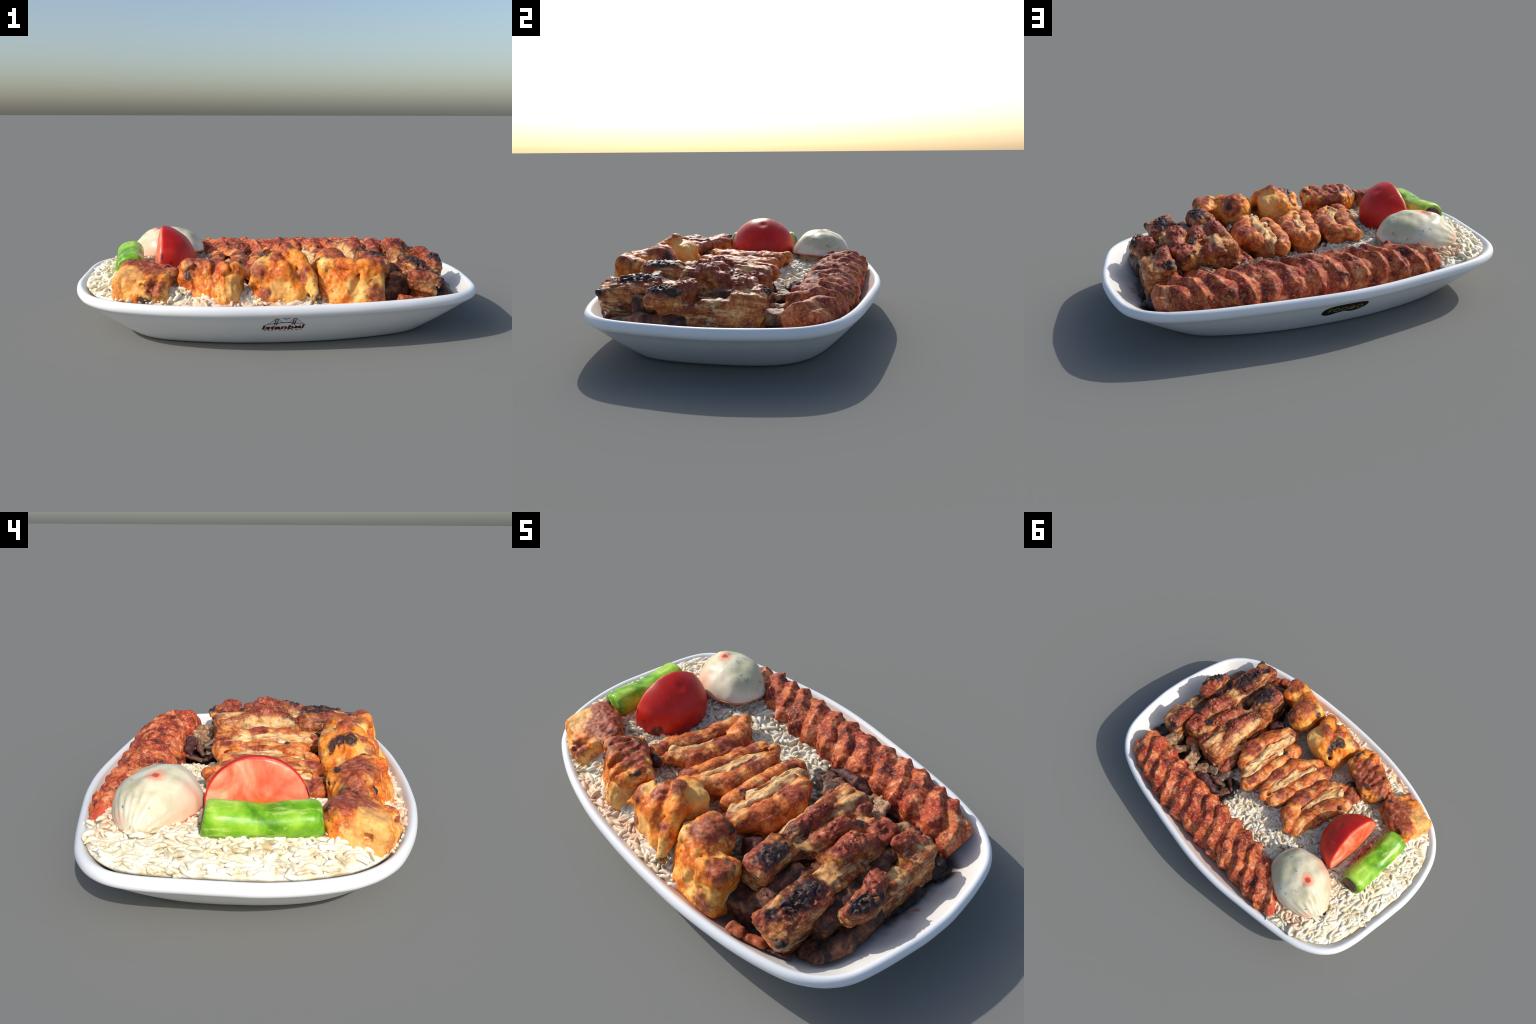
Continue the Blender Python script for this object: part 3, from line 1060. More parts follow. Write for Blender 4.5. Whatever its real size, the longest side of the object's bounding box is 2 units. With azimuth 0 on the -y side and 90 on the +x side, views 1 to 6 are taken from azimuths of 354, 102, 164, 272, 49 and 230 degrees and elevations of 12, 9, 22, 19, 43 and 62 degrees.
    D = Blob([("+", box((0.225, -0.50, 0.268), (0.085, 0.065, 0.125), 0.028, (-16, 0, -16)), 0),
              ("+", box((0.36, -0.515, 0.270), (0.065, 0.07, 0.120), 0.03, (-14, 0, 6)), 0.03),
              ("+", ell((0.215, -0.405, 0.328), (0.088, 0.078, 0.100)), 0.04),
              ("+", tube([(0.36, -0.505, 0.345, 0.042), (0.405, -0.515, 0.35, 0.032)]), 0.03),
              ("+", box((0.29, -0.545, 0.195), (0.115, 0.045, 0.07), 0.025, (-18, 0, -4)), 0.03),
              ("-", ell((0.315, -0.40, 0.42), (0.035, 0.10, 0.07)), 0.04),
              ("-", tube([(0.155, -0.50, 0.345, 0.004), (0.20, -0.545, 0.340, 0.008), (0.27, -0.545, 0.35, 0.006)]), 0.02),
              ("-", tube([(0.315, -0.52, 0.36, 0.008), (0.30, -0.58, 0.29, 0.012), (0.26, -0.61, 0.22, 0.010)]), 0.025),
              ("+", tube([(0.145, -0.468, 0.370, 0.018), (0.17, -0.47, 0.373, 0.016)]), 0.02)], [(0.006, (9, 9, 9), "c"), (0.004, (22, 22, 22), "r"), (0.002, (60, 60, 60))], seed=2.9,
             scabs=sears([], char))
    mD = chicken_mat("glazed_orange_chicken", o, char, red, [(0.30, -0.57, 0.27, 0.06), (0.22, -0.35, 0.30, 0.05)], -0.02)
    t = solid("grilled_chicken_chunk", D, mD, o, 0.0052)
    tag(t, "upright glazed orange chicken piece with two lobes", "grilled chicken")


# =====================================================================
#  WINGS
# =====================================================================
def build_wings():
    meat = wing_meat_mat()

    def z3(pts, r, top):
        return [(p[0], p[1], (p[2] if len(p) > 2 else top) - r_, r_) for p, r_ in zip(pts, r)]
    data = [
        dict(label="grilled chicken wing with deep slit and burnt end", o=(-0.28, -0.08, 0.2), dark=0.04, seed=0.5,
             up=z3([(-0.285, -0.255), (-0.218, -0.19), (-0.190, -0.05), (-0.208, 0.06), (-0.268, 0.136)], (0.034, 0.050, 0.056, 0.050, 0.026), 0.338),
             low=z3([(-0.355, -0.20), (-0.318, -0.127), (-0.298, 0.004), (-0.292, 0.105)], (0.044, 0.055, 0.055, 0.038), 0.326),
             body=[(-0.285, -0.17, 0.225, 0.072), (-0.25, 0.05, 0.22, 0.074)],
             meat=[[(-0.298, -0.235, 0.302, 0.032), (-0.258, -0.16, 0.290, 0.028), (-0.245, -0.06, 0.283, 0.022), (-0.243, 0.05, 0.276, 0.018)]],
             extra=[tube([(-0.315, -0.315, 0.285, 0.030), (-0.355, -0.285, 0.28, 0.042), (-0.36, -0.20, 0.27, 0.045)])],
             char=[(-0.38, -0.167, 0.318, 0.018), (-0.30, -0.33, 0.30, 0.05, 0.03, 0.04), (-0.33, -0.30, 0.25, 0.05)], red=[(-0.365, -0.27, 0.30, 0.05), (-0.20, -0.05, 0.335, 0.05)]),
        dict(label="grilled chicken wing split along pale flesh", o=(-0.06, -0.08, 0.2), dark=0.0, seed=3.5,
             up=z3([(-0.085, -0.268), (-0.002, -0.165), (0.004, -0.05), (-0.012, 0.055), (-0.025, 0.105)], (0.032, 0.048, 0.051, 0.044, 0.028), 0.338),
             low=z3([(-0.148, -0.262), (-0.114, -0.156), (-0.096, -0.026), (-0.078, 0.075)], (0.038, 0.051, 0.052, 0.038), 0.328),
             body=[(-0.085, -0.18, 0.215, 0.072), (-0.045, 0.04, 0.215, 0.070)],
             meat=[[(-0.085, -0.225, 0.306, 0.020), (-0.052, -0.12, 0.310, 0.026), (-0.04, -0.02, 0.307, 0.024), (-0.03, 0.085, 0.290, 0.024)]],
             extra=[tube([(-0.147, -0.288, 0.285, 0.028), (-0.135, -0.255, 0.285, 0.036)])], char=[], red=[(-0.15, -0.28, 0.30, 0.05), (0.0, -0.02, 0.335, 0.05), (-0.09, 0.03, 0.33, 0.04)]),
        dict(label="plump grilled chicken wing with cream-coloured meat", o=(0.15, -0.08, 0.2), dark=-0.02, seed=6.5,
             up=z3([(0.188, -0.275), (0.228, -0.165), (0.243, -0.05), (0.213, 0.038)], (0.044, 0.064, 0.066, 0.048), 0.348),
             low=z3([(0.090, -0.232), (0.086, -0.101), (0.090, 0.03), (0.103, 0.118)], (0.042, 0.052, 0.052, 0.040), 0.328),
             body=[(0.155, -0.19, 0.215, 0.088), (0.155, 0.03, 0.215, 0.082)],
             meat=[[(0.15, -0.26, 0.316, 0.024), (0.168, -0.126, 0.321, 0.026), (0.166, 0.03, 0.315, 0.026), (0.15, 0.10, 0.285, 0.030)],
                   [(0.118, -0.155, 0.311, 0.018), (0.128, -0.03, 0.314, 0.020), (0.135, 0.09, 0.295, 0.024)]],
             extra=[tube([(0.15, -0.305, 0.30, 0.022), (0.16, -0.275, 0.29, 0.030)])], char=[(0.092, -0.172, 0.324, 0.018)], red=[(0.24, -0.03, 0.345, 0.06), (0.16, -0.30, 0.32, 0.04), (0.1, 0.09, 0.32, 0.04)])]
    for d in data:
        o = d["o"]
        sink = lambda pts: [(a, b, c - 0.006, r * 1.05) for a, b, c, r in pts]
        d["up"], d["low"], d["body"], d["meat"] = sink(d["up"]), sink(d["low"]), sink(d["body"]), [sink(mm) for mm in d["meat"]]
        d["body"] = [(a, b, c, r * 0.88) for a, b, c, r in d["body"]]
        root = empty("grilled_chicken_wing", o)
        nz = [(0.007, (10, 8, 10), "c"), (0.004, (26, 9, 26), "r"), (0.0015, (60, 60, 60)), (0.003, (26, 26, 26), "b")]
        allmeat = [tube(mm) for mm in d["meat"]]
        shell = Blob([("+", tube(d["up"]), 0), ("+", tube(d["low"]), 0.010), ("+", tube(d["body"]), 0.02)] + [("+", e, 0.015) for e in d["extra"]] +
                     [("-", tube([(a, b, c + 0.022, r * 0.95) for a, b, c, r in mm]), 0.008) for mm in d["meat"]], nz, seed=d["seed"], scabs=sears([], d["char"]))
        solid("wing_skin", shell, wing_skin_mat("roasted_wing_skin", o, d["dark"], d["char"], d["red"]), o, 0.005, root)
        mt = Blob([("+", t, 0.006 if i else 0) for i, t in enumerate(allmeat)], [(0.014, (20, 7, 16), "r"), (0.005, (34, 18, 34), "r")], seed=d["seed"] + 1)
        solid("wing_meat", mt, meat, o, 0.005, root)
        tag(root, d["label"], "chicken wing")


# =====================================================================
#  RIBS
# =====================================================================
def build_ribs():
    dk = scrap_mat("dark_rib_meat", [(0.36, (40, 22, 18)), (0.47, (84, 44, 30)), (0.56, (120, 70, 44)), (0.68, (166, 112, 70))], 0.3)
    nz = [(0.006, (10, 10, 10), "c"), (0.003, (26, 26, 26), "r"), (0.005, (20, 5, 28), "r"), (0.0015, (60, 60, 60))]
    # long rib in the middle
    o = (0.44, -0.1, 0.2)
    red = [(0.41, -0.075, 0.385, 0.035, 0.10, 0.04), (0.505, -0.035, 0.375, 0.035, 0.14, 0.03), (0.605, 0.10, 0.345, 0.06, 0.065, 0.03), (0.475, 0.13, 0.33, 0.03, 0.05, 0.05), (0.30, 0.14, 0.265, 0.035, 0.05, 0.03), (0.44, -0.36, 0.37, 0.07, 0.06, 0.03)]
    char = [(0.455, -0.315, 0.38, 0.045, 0.075, 0.03), (0.545, 0.05, 0.36, 0.02, 0.025, 0.02)]
    pale = [(0.44, 0.09, 0.35, 0.03, 0.10, 0.03), (0.36, -0.05, 0.34, 0.03, 0.16, 0.04), (0.47, -0.19, 0.34, 0.05, 0.03, 0.03)]
    R1 = Blob([("+", box((0.425, -0.315, 0.275), (0.062, 0.105, 0.10), 0.035, (0, 4, 10)), 0),
               ("+", box((0.405, -0.02, 0.265), (0.068, 0.20, 0.088), 0.035, (3, 4, 2)), 0.03),
               ("+", tube([(0.40, -0.16, 0.345, 0.03), (0.405, -0.06, 0.362, 0.034), (0.385, 0.03, 0.345, 0.03)]), 0.03),
               ("+", tube([(0.44, 0.03, 0.345, 0.026), (0.435, 0.16, 0.325, 0.028)]), 0.02),
               ("+", box((0.465, 0.125, 0.285), (0.035, 0.05, 0.055), 0.02), 0.02),
               ("+", tube([(0.335, -0.02, 0.25, 0.04), (0.305, 0.14, 0.225, 0.045)]), 0.03),
               ("+", tube([(0.545, 0.045, 0.335, 0.022), (0.505, -0.03, 0.355, 0.034), (0.495, -0.14, 0.33, 0.034)]), 0.03),
               ("+", box((0.51, -0.02, 0.25), (0.065, 0.15, 0.075), 0.03), 0.03),
               ("+", box((0.605, 0.10, 0.295), (0.05, 0.06, 0.055), 0.028, (0, 10, 20)), 0.03),
               ("-", tube([(0.37, -0.225, 0.385, 0.010), (0.46, -0.205, 0.365, 0.014), (0.54, -0.20, 0.33, 0.02)]), 0.03),
               ("-", tube([(0.452, -0.12, 0.378, 0.010), (0.455, 0.02, 0.37, 0.012), (0.47, 0.17, 0.355, 0.008)]), 0.02),
               ("-", tube([(0.415, 0.03, 0.378, 0.006), (0.405, 0.17, 0.35, 0.006)]), 0.012),
               ("-", tube([(0.56, 0.08, 0.36, 0.010), (0.56, 0.14, 0.33, 0.014)]), 0.02),
               ("-", tube([(0.335, -0.30, 0.30, 0.006), (0.325, 0.10, 0.29, 0.008)]), 0.02)], nz, seed=2.2, scabs=sears(red, char, 0.012))
    t = solid("grilled_rib", R1, rib_mat("long_rib_meat", o, red, char, pale), o, 0.005)
    tag(t, "long grilled rib with seared dark red crust", "grilled rib")
    # rib with the blackened block
    o = (0.63, -0.2, 0.2)
    red = [(0.605, -0.06, 0.39, 0.05, 0.09, 0.035), (0.60, -0.50, 0.31, 0.05, 0.04, 0.03), (0.625, 0.02, 0.35, 0.04, 0.04, 0.03), (0.66, -0.36, 0.34, 0.06, 0.12, 0.03)]
    char = [(0.645, -0.345, 0.345, 0.042, 0.095, 0.03), (0.72, -0.51, 0.285, 0.03, 0.035, 0.02), (0.62, -0.46, 0.315, 0.03, 0.03, 0.02)]
    pale = [(0.62, -0.20, 0.33, 0.07, 0.04, 0.05), (0.69, -0.20, 0.30, 0.03, 0.05, 0.05)]
    R2 = Blob([("+", box((0.638, -0.385, 0.285), (0.072, 0.135, 0.045), 0.02, (8, 17, 3)), 0),
               ("+", box((0.645, -0.37, 0.20), (0.060, 0.115, 0.09), 0.035, (4, 6, 3)), 0.02),
               ("+", box((0.628, -0.21, 0.26), (0.055, 0.06, 0.065), 0.03), 0.03),
               ("+", tube([(0.60, -0.13, 0.335, 0.05), (0.605, -0.05, 0.335, 0.058), (0.62, 0.02, 0.315, 0.046)]), 0.03),
               ("+", box((0.625, -0.06, 0.235), (0.055, 0.12, 0.08), 0.03), 0.03),
               ("-", tube([(0.55, -0.21, 0.36, 0.02), (0.63, -0.20, 0.355, 0.022), (0.71, -0.18, 0.325, 0.02)]), 0.02),
               ("-", tube([(0.655, -0.10, 0.345, 0.012), (0.665, -0.03, 0.31, 0.02)]), 0.025),
               ("-", tube([(0.57, -0.53, 0.25, 0.008), (0.68, -0.53, 0.245, 0.008), (0.735, -0.40, 0.245, 0.008), (0.72, -0.25, 0.26, 0.006)]), 0.015)], nz, seed=5.2, scabs=sears(red, char, 0.012))
    t = solid("grilled_rib", R2, rib_mat("blackened_rib_meat", o, red, char, pale), o, 0.005)
    tag(t, "grilled rib with blackened block and pale groove", "grilled rib")
    # outer rib
    o = (0.76, 0.0, 0.18)
    red = [(0.755, -0.105, 0.345, 0.05, 0.08, 0.035), (0.70, 0.11, 0.35, 0.04, 0.08, 0.03), (0.705, 0.19, 0.32, 0.05, 0.04, 0.03), (0.78, -0.22, 0.325, 0.05, 0.07, 0.03)]
    char = [(0.80, -0.20, 0.33, 0.04, 0.06, 0.02), (0.685, 0.215, 0.31, 0.03, 0.025, 0.02), (0.82, -0.13, 0.32, 0.02, 0.05, 0.02)]
    pale = [(0.77, 0.02, 0.28, 0.05, 0.04, 0.03), (0.76, 0.17, 0.33, 0.03, 0.04, 0.02)]
    R3 = Blob([("+", box((0.765, 0.0, 0.195), (0.040, 0.215, 0.075), 0.03, (0, -6, 2)), 0),
               ("+", tube([(0.775, -0.245, 0.275, 0.038), (0.785, -0.17, 0.285, 0.046), (0.755, -0.085, 0.315, 0.040)]), 0.03),
               ("+", box((0.765, 0.02, 0.235), (0.04, 0.07, 0.05), 0.025), 0.03),
               ("+", box((0.73, 0.15, 0.275), (0.068, 0.07, 0.052), 0.025, (-8, 14, 8)), 0.025),
               ("+", tube([(0.69, 0.09, 0.335, 0.026), (0.70, 0.13, 0.325, 0.028), (0.675, 0.215, 0.295, 0.020)]), 0.02),
               ("+", box((0.745, 0.15, 0.18), (0.050, 0.066, 0.075), 0.03), 0.03),
               ("-", tube([(0.72, 0.03, 0.33, 0.03), (0.83, 0.02, 0.315, 0.025)]), 0.03),
               ("-", tube([(0.71, 0.215, 0.245, 0.008), (0.815, 0.215, 0.245, 0.010), (0.835, 0.10, 0.25, 0.008)]), 0.015),
               ("-", tube([(0.820, -0.16, 0.225, 0.018), (0.822, 0.08, 0.215, 0.020)]), 0.025)], nz, seed=8.2, scabs=sears(red, char, 0.012))
    t = solid("grilled_rib", R3, rib_mat("outer_rib_meat", o, red, char, pale), o, 0.005)
    tag(t, "outer grilled rib with crusty ridges and brown side", "grilled rib")
    # dark rib lying lowest
    o = (0.8, -0.27, 0.16)
    R4 = Blob([("+", tube([(0.790, -0.405, 0.155, 0.040), (0.795, -0.28, 0.175, 0.048), (0.785, -0.12, 0.18, 0.045)]), 0),
               ("+", tube([(0.74, -0.40, 0.15, 0.04), (0.74, -0.1, 0.17, 0.04)]), 0.03)], nz, seed=9.4)
    t = solid("grilled_rib", R4, dk, o, 0.006)
    tag(t, "dark charred rib lying under the others", "grilled rib")
    # filler between the ribs, coloured dark so the gaps read as shadow
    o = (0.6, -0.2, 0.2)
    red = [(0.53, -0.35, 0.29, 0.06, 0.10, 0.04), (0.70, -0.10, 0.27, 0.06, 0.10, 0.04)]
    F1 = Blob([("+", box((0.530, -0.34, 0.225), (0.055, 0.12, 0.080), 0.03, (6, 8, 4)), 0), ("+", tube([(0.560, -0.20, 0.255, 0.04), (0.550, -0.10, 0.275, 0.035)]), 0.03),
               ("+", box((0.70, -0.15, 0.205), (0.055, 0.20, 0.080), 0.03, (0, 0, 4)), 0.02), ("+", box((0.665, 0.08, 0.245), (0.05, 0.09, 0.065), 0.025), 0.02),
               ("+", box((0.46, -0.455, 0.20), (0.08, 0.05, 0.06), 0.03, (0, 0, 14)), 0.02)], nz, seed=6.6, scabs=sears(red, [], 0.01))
    t = solid("shadow_gap_filler", F1, dk, o, 0.006)
    tag(t, "filler between the grilled ribs, darkened to show shadowed gaps", "grilled meat")


# =====================================================================
#  SCRAPS
# =====================================================================
def build_scraps():
    char = scrap_mat("burnt_scrap", [(0.3, (26, 21, 20)), (0.5, (46, 34, 30)), (0.7, (78, 52, 38))], 0.4)
    brown = scrap_mat("brown_meat_scrap", [(0.3, (70, 42, 34)), (0.5, (118, 78, 60)), (0.7, (150, 110, 84))], 0.25)
    purple = scrap_mat("dark_shredded_meat", [(0.3, (44, 24, 24)), (0.5, (86, 50, 48)), (0.7, (130, 88, 78))], 0.3)
    tan = scrap_mat("pale_mushroom_chip", [(0.36, (92, 62, 44)), (0.46, (150, 112, 80)), (0.55, (186, 150, 112)), (0.68, (208, 178, 142))], 0.25)
    grey = scrap_mat("grey_brown_shred", [(0.3, (84, 66, 54)), (0.5, (136, 114, 94)), (0.7, (176, 154, 128))], 0.1)
    orange = scrap_mat("orange_meat_scrap", [(0.3, (120, 50, 28)), (0.5, (184, 92, 54)), (0.7, (214, 140, 92))], 0.0)
    nz = [(0.005, (20, 20, 20)), (0.004, (40, 18, 40), "r"), (0.002, (60, 60, 60))]
    bed = Blob([("+", ell((0.56, -0.10, 0.11), (0.25, 0.42, 0.075)), 0), ("+", ell((0.60, 0.24, 0.12), (0.24, 0.10, 0.07)), 0.05),
                ("+", ell((0.33, 0.20, 0.16), (0.14, 0.12, 0.06)), 0.05), ("+", ell((0.79, 0.10, 0.10), (0.08, 0.26, 0.05)), 0.04)], [(0.022, (12, 12, 12)), (0.008, (34, 34, 34))], seed=3.3)
    t = solid("burnt_meat_bits", bed, char, (0.55, 0, 0.1), 0.008)
    t["kind"] = "stuff"
    tag(t, "dark burnt meat bits heaped under the ribs", "meat scraps")
    items = [
        ("pale_chip", tan, [("+", box((0.474, 0.245, 0.235), (0.036, 0.05, 0.014), 0.012, (10, -25, 20)), 0)]),
        ("pale_chip", tan, [("+", tube([(0.685, 0.20, 0.195, 0.040), (0.68, 0.285, 0.19, 0.044)]), 0)]),
        ("pale_chip", tan, [("+", tube([(0.56, 0.22, 0.205, 0.024), (0.60, 0.27, 0.215, 0.02), (0.64, 0.30, 0.195, 0.018)]), 0)]),
        ("pale_chip", tan, [("+", box((0.39, 0.24, 0.225), (0.04, 0.03, 0.022), 0.018, (20, 10, 40)), 0)]),
        ("pale_chip", tan, [("+", tube([(0.53, 0.19, 0.25, 0.022), (0.485, 0.215, 0.235, 0.026)]), 0)]),
        ("meat_scrap", purple, [("+", tube([(0.365, 0.285, 0.235, 0.018), (0.31, 0.275, 0.256, 0.022), (0.27, 0.265, 0.266, 0.009)]), 0),
                                ("+", tube([(0.30, 0.28, 0.25, 0.025), (0.23, 0.285, 0.238, 0.018), (0.175, 0.265, 0.235, 0.008)]), 0.02),
                                ("+", tube([(0.33, 0.29, 0.25, 0.015), (0.325, 0.33, 0.25, 0.012)]), 0.02)]),
        ("meat_scrap", grey, [("+", box((0.275, 0.200, 0.232), (0.065, 0.030, 0.007), 0.006, (28, 14, 58)), 0), ("+", box((0.25, 0.165, 0.225), (0.05, 0.022, 0.006), 0.005, (-20, 8, 70)), 0.008)]),
        ("meat_scrap", grey, [("+", box((0.345, 0.215, 0.236), (0.055, 0.026, 0.007), 0.006, (-28, 18, 24)), 0)]),
        ("meat_scrap", brown, [("+", box((0.30, 0.325, 0.232), (0.05, 0.020, 0.008), 0.006, (24, -10, -12)), 0)]),
        ("meat_scrap", brown, [("+", tube([(0.215, 0.215, 0.225, 0.010), (0.25, 0.235, 0.245, 0.013), (0.30, 0.235, 0.240, 0.010)]), 0)]),
        ("meat_scrap", brown, [("+", box((0.405, 0.335, 0.225), (0.045, 0.022, 0.009), 0.007, (30, 10, 30)), 0)]),
        ("meat_scrap", orange, [("+", box((0.527, -0.558, 0.205), (0.034, 0.026, 0.026), 0.015, (0, 15, 20)), 0)]),
        ("meat_scrap", orange, [("+", tube([(0.575, -0.54, 0.19, 0.026), (0.615, -0.52, 0.18, 0.03)]), 0)]),
        ("meat_scrap", purple, [("+", tube([(0.66, -0.52, 0.16, 0.03), (0.72, -0.48, 0.15, 0.028), (0.74, -0.49, 0.15, 0.02)]), 0)]),
        ("meat_scrap", purple, [("+", ell((0.30, -0.28, 0.235), (0.045, 0.05, 0.05)), 0), ("+", tube([(0.285, -0.295, 0.265, 0.02), (0.275, -0.315, 0.30, 0.006)]), 0.02)]),
        ("meat_scrap", orange, [("+", ell((0.36, -0.19, 0.19), (0.05, 0.06, 0.04)), 0)]),
        ("meat_scrap", brown, [("+", box((0.19, 0.25, 0.215), (0.045, 0.022, 0.007), 0.006, (18, -12, 70)), 0)]),
        ("meat_scrap", purple, [("+", tube([(0.25, 0.14, 0.22, 0.012), (0.30, 0.165, 0.232, 0.016), (0.35, 0.15, 0.22, 0.010)]), 0)]),
        ("meat_scrap", brown, [("+", tube([(0.16, 0.20, 0.215, 0.008), (0.22, 0.165, 0.222, 0.014)]), 0)]),
        ("meat_scrap", purple, [("+", tube([(0.40, 0.30, 0.215, 0.022), (0.46, 0.31, 0.20, 0.026), (0.52, 0.30, 0.20, 0.016)]), 0)]),
        ("pale_chip", tan, [("+", box((0.42, 0.285, 0.225), (0.032, 0.022, 0.014), 0.01, (15, -20, 10)), 0)]),
        ("burnt_flake", char, [("+", box((0.85, 0.12, 0.125), (0.022, 0.06, 0.020), 0.012, (0, -18, 12)), 0)]),
        ("burnt_flake", char, [("+", box((0.855, -0.02, 0.12), (0.02, 0.05, 0.016), 0.010, (0, -22, -14)), 0)]),
        ("burnt_flake", char, [("+", box((0.835, 0.24, 0.135), (0.035, 0.045, 0.024), 0.015, (0, -18, 30)), 0)]),
        ("burnt_flake", brown, [("+", box((0.87, 0.06, 0.125), (0.018, 0.026, 0.016), 0.008, (10, -30, 30)), 0)]),
        ("burnt_flake", brown, [("+", box((0.845, -0.33, 0.13), (0.03, 0.03, 0.014), 0.01, (0, -15, 20)), 0)]),
        ("burnt_flake", char, [("+", box((0.76, 0.27, 0.14), (0.05, 0.03, 0.035), 0.02, (10, 0, 30)), 0)]),
        ("meat_scrap", orange, [("+", ell((0.57, 0.16, 0.2), (0.06, 0.05, 0.05)), 0)]),
    ]
    labels = {"pale_chip": ("pale tan mushroom-like chip among the meat", "food scrap"), "meat_scrap": ("small torn scrap of browned meat", "meat scrap"),
              "burnt_flake": ("black burnt flake lying on the platter", "food scrap")}
    for i, (nm, mt, parts) in enumerate(items):
        b = Blob(parts, nz if nm != "pale_chip" else [(0.007, (18, 18, 18), "c"), (0.005, (40, 16, 40), "r"), (0.002, (60, 60, 60))], seed=i * 1.7)
        lo, hi = b.bounds()
        s = solid(nm, b, mt, (lo + hi) / 2, 0.0055)
        tag(s, *labels[nm])


# =====================================================================
#  VEGETABLES
# =====================================================================
def build_tomato():
    o = np.array((-0.56, -0.065, 0.25))
    c = np.array((-0.592, -0.065, 0.308))
    R = rotm(0, 5, 2)            # cut face looks to -x and a little up
    rad = np.array((0.182, 0.186, 0.178))

    def shape(P, cut):
        p = (P - c) @ R
        k0 = np.linalg.norm(p / rad, axis=1)
        d = (k0 - 1) * rad.min()
        # blossom end dimple with fine star creases
        s = np.array((0.085, 0.016, 0.150))
        q = np.linalg.norm(p - s, axis=1)
        d = d + 0.006 * np.exp(-(q / 0.025) ** 2)
        d = d + 0.003 * noise(p * np.array((6, 14, 6)))
        return smax(d, cut(p), 0.006)
    m = Mat("red_tomato_skin", 0.42, 0.35)
    a = m.noise(6, 4, 0.6)
    m.base(m.ramp(a, [(0.35, (176, 22, 16)), (0.55, (206, 34, 24)), (0.75, (216, 66, 42))]))
    ch = rel([(-0.50, -0.19, 0.33, 0.022), (-0.465, -0.205, 0.30, 0.028), (-0.535, -0.225, 0.33, 0.016), (-0.49, -0.20, 0.285, 0.03), (-0.58, -0.235, 0.36, 0.014, 0.014, 0.03)], o)
    m.over(m.spots(ch, 0.45, 30), (48, 24, 20), 0.9)
    b = m.noise(10, 3, 0.5, stretch=(1, 4, 1))
    m.over(m.rng(b, 0.6, 0.75), (226, 92, 62), 0.35)
    m.bump(m.noise(30, 3, 0.5), 0.003, 0.3)
    skin = m.done()
    m = Mat("tomato_cut_flesh", 0.3, 0.5)
    a = m.noise(7, 5, 0.6, 0.8)
    m.base(m.ramp(a, [(0.36, (216, 88, 54)), (0.46, (228, 118, 84)), (0.55, (236, 146, 110)), (0.66, (244, 186, 148))]))
    m.over(m.spots(rel([(-0.60, -0.06, 0.30, 0.06, 0.13, 0.05)], o), 0.6, 14), (236, 116, 50), 0.6)
    m.bump(m.noise(22, 4, 0.6), 0.003, 0.4)
    flesh = m.done()
    root = empty("tomato_half", o)
    V, F = surface_nets(lambda P: shape(P, lambda p: -p[:, 0] - 0.0), (-0.68, -0.28, 0.14), (-0.34, 0.16, 0.53), 0.006)
    mesh_obj("tomato_skin", V, F, o, skin, root)

    def fl(P):
        p = (P - c) @ R
        k0 = np.linalg.norm(p[:, 1:] / (rad[1:] - 0.006), axis=1)
        d = (k0 - 1) * 0.18
        face = np.maximum(-p[:, 0] - 0.006 - 0.016 * np.clip(1 - k0 ** 2, 0, 1) - 0.0025 * noise(p * 18), p[:, 0] - 0.03)
        return smax(d, face, 0.005)
    V, F = surface_nets(fl, (-0.68, -0.28, 0.14), (-0.48, 0.16, 0.53), 0.005)
    mesh_obj("tomato_flesh", V, F, o, flesh, root)
    tag(root, "red grilled tomato half with smooth cut face", "tomato")


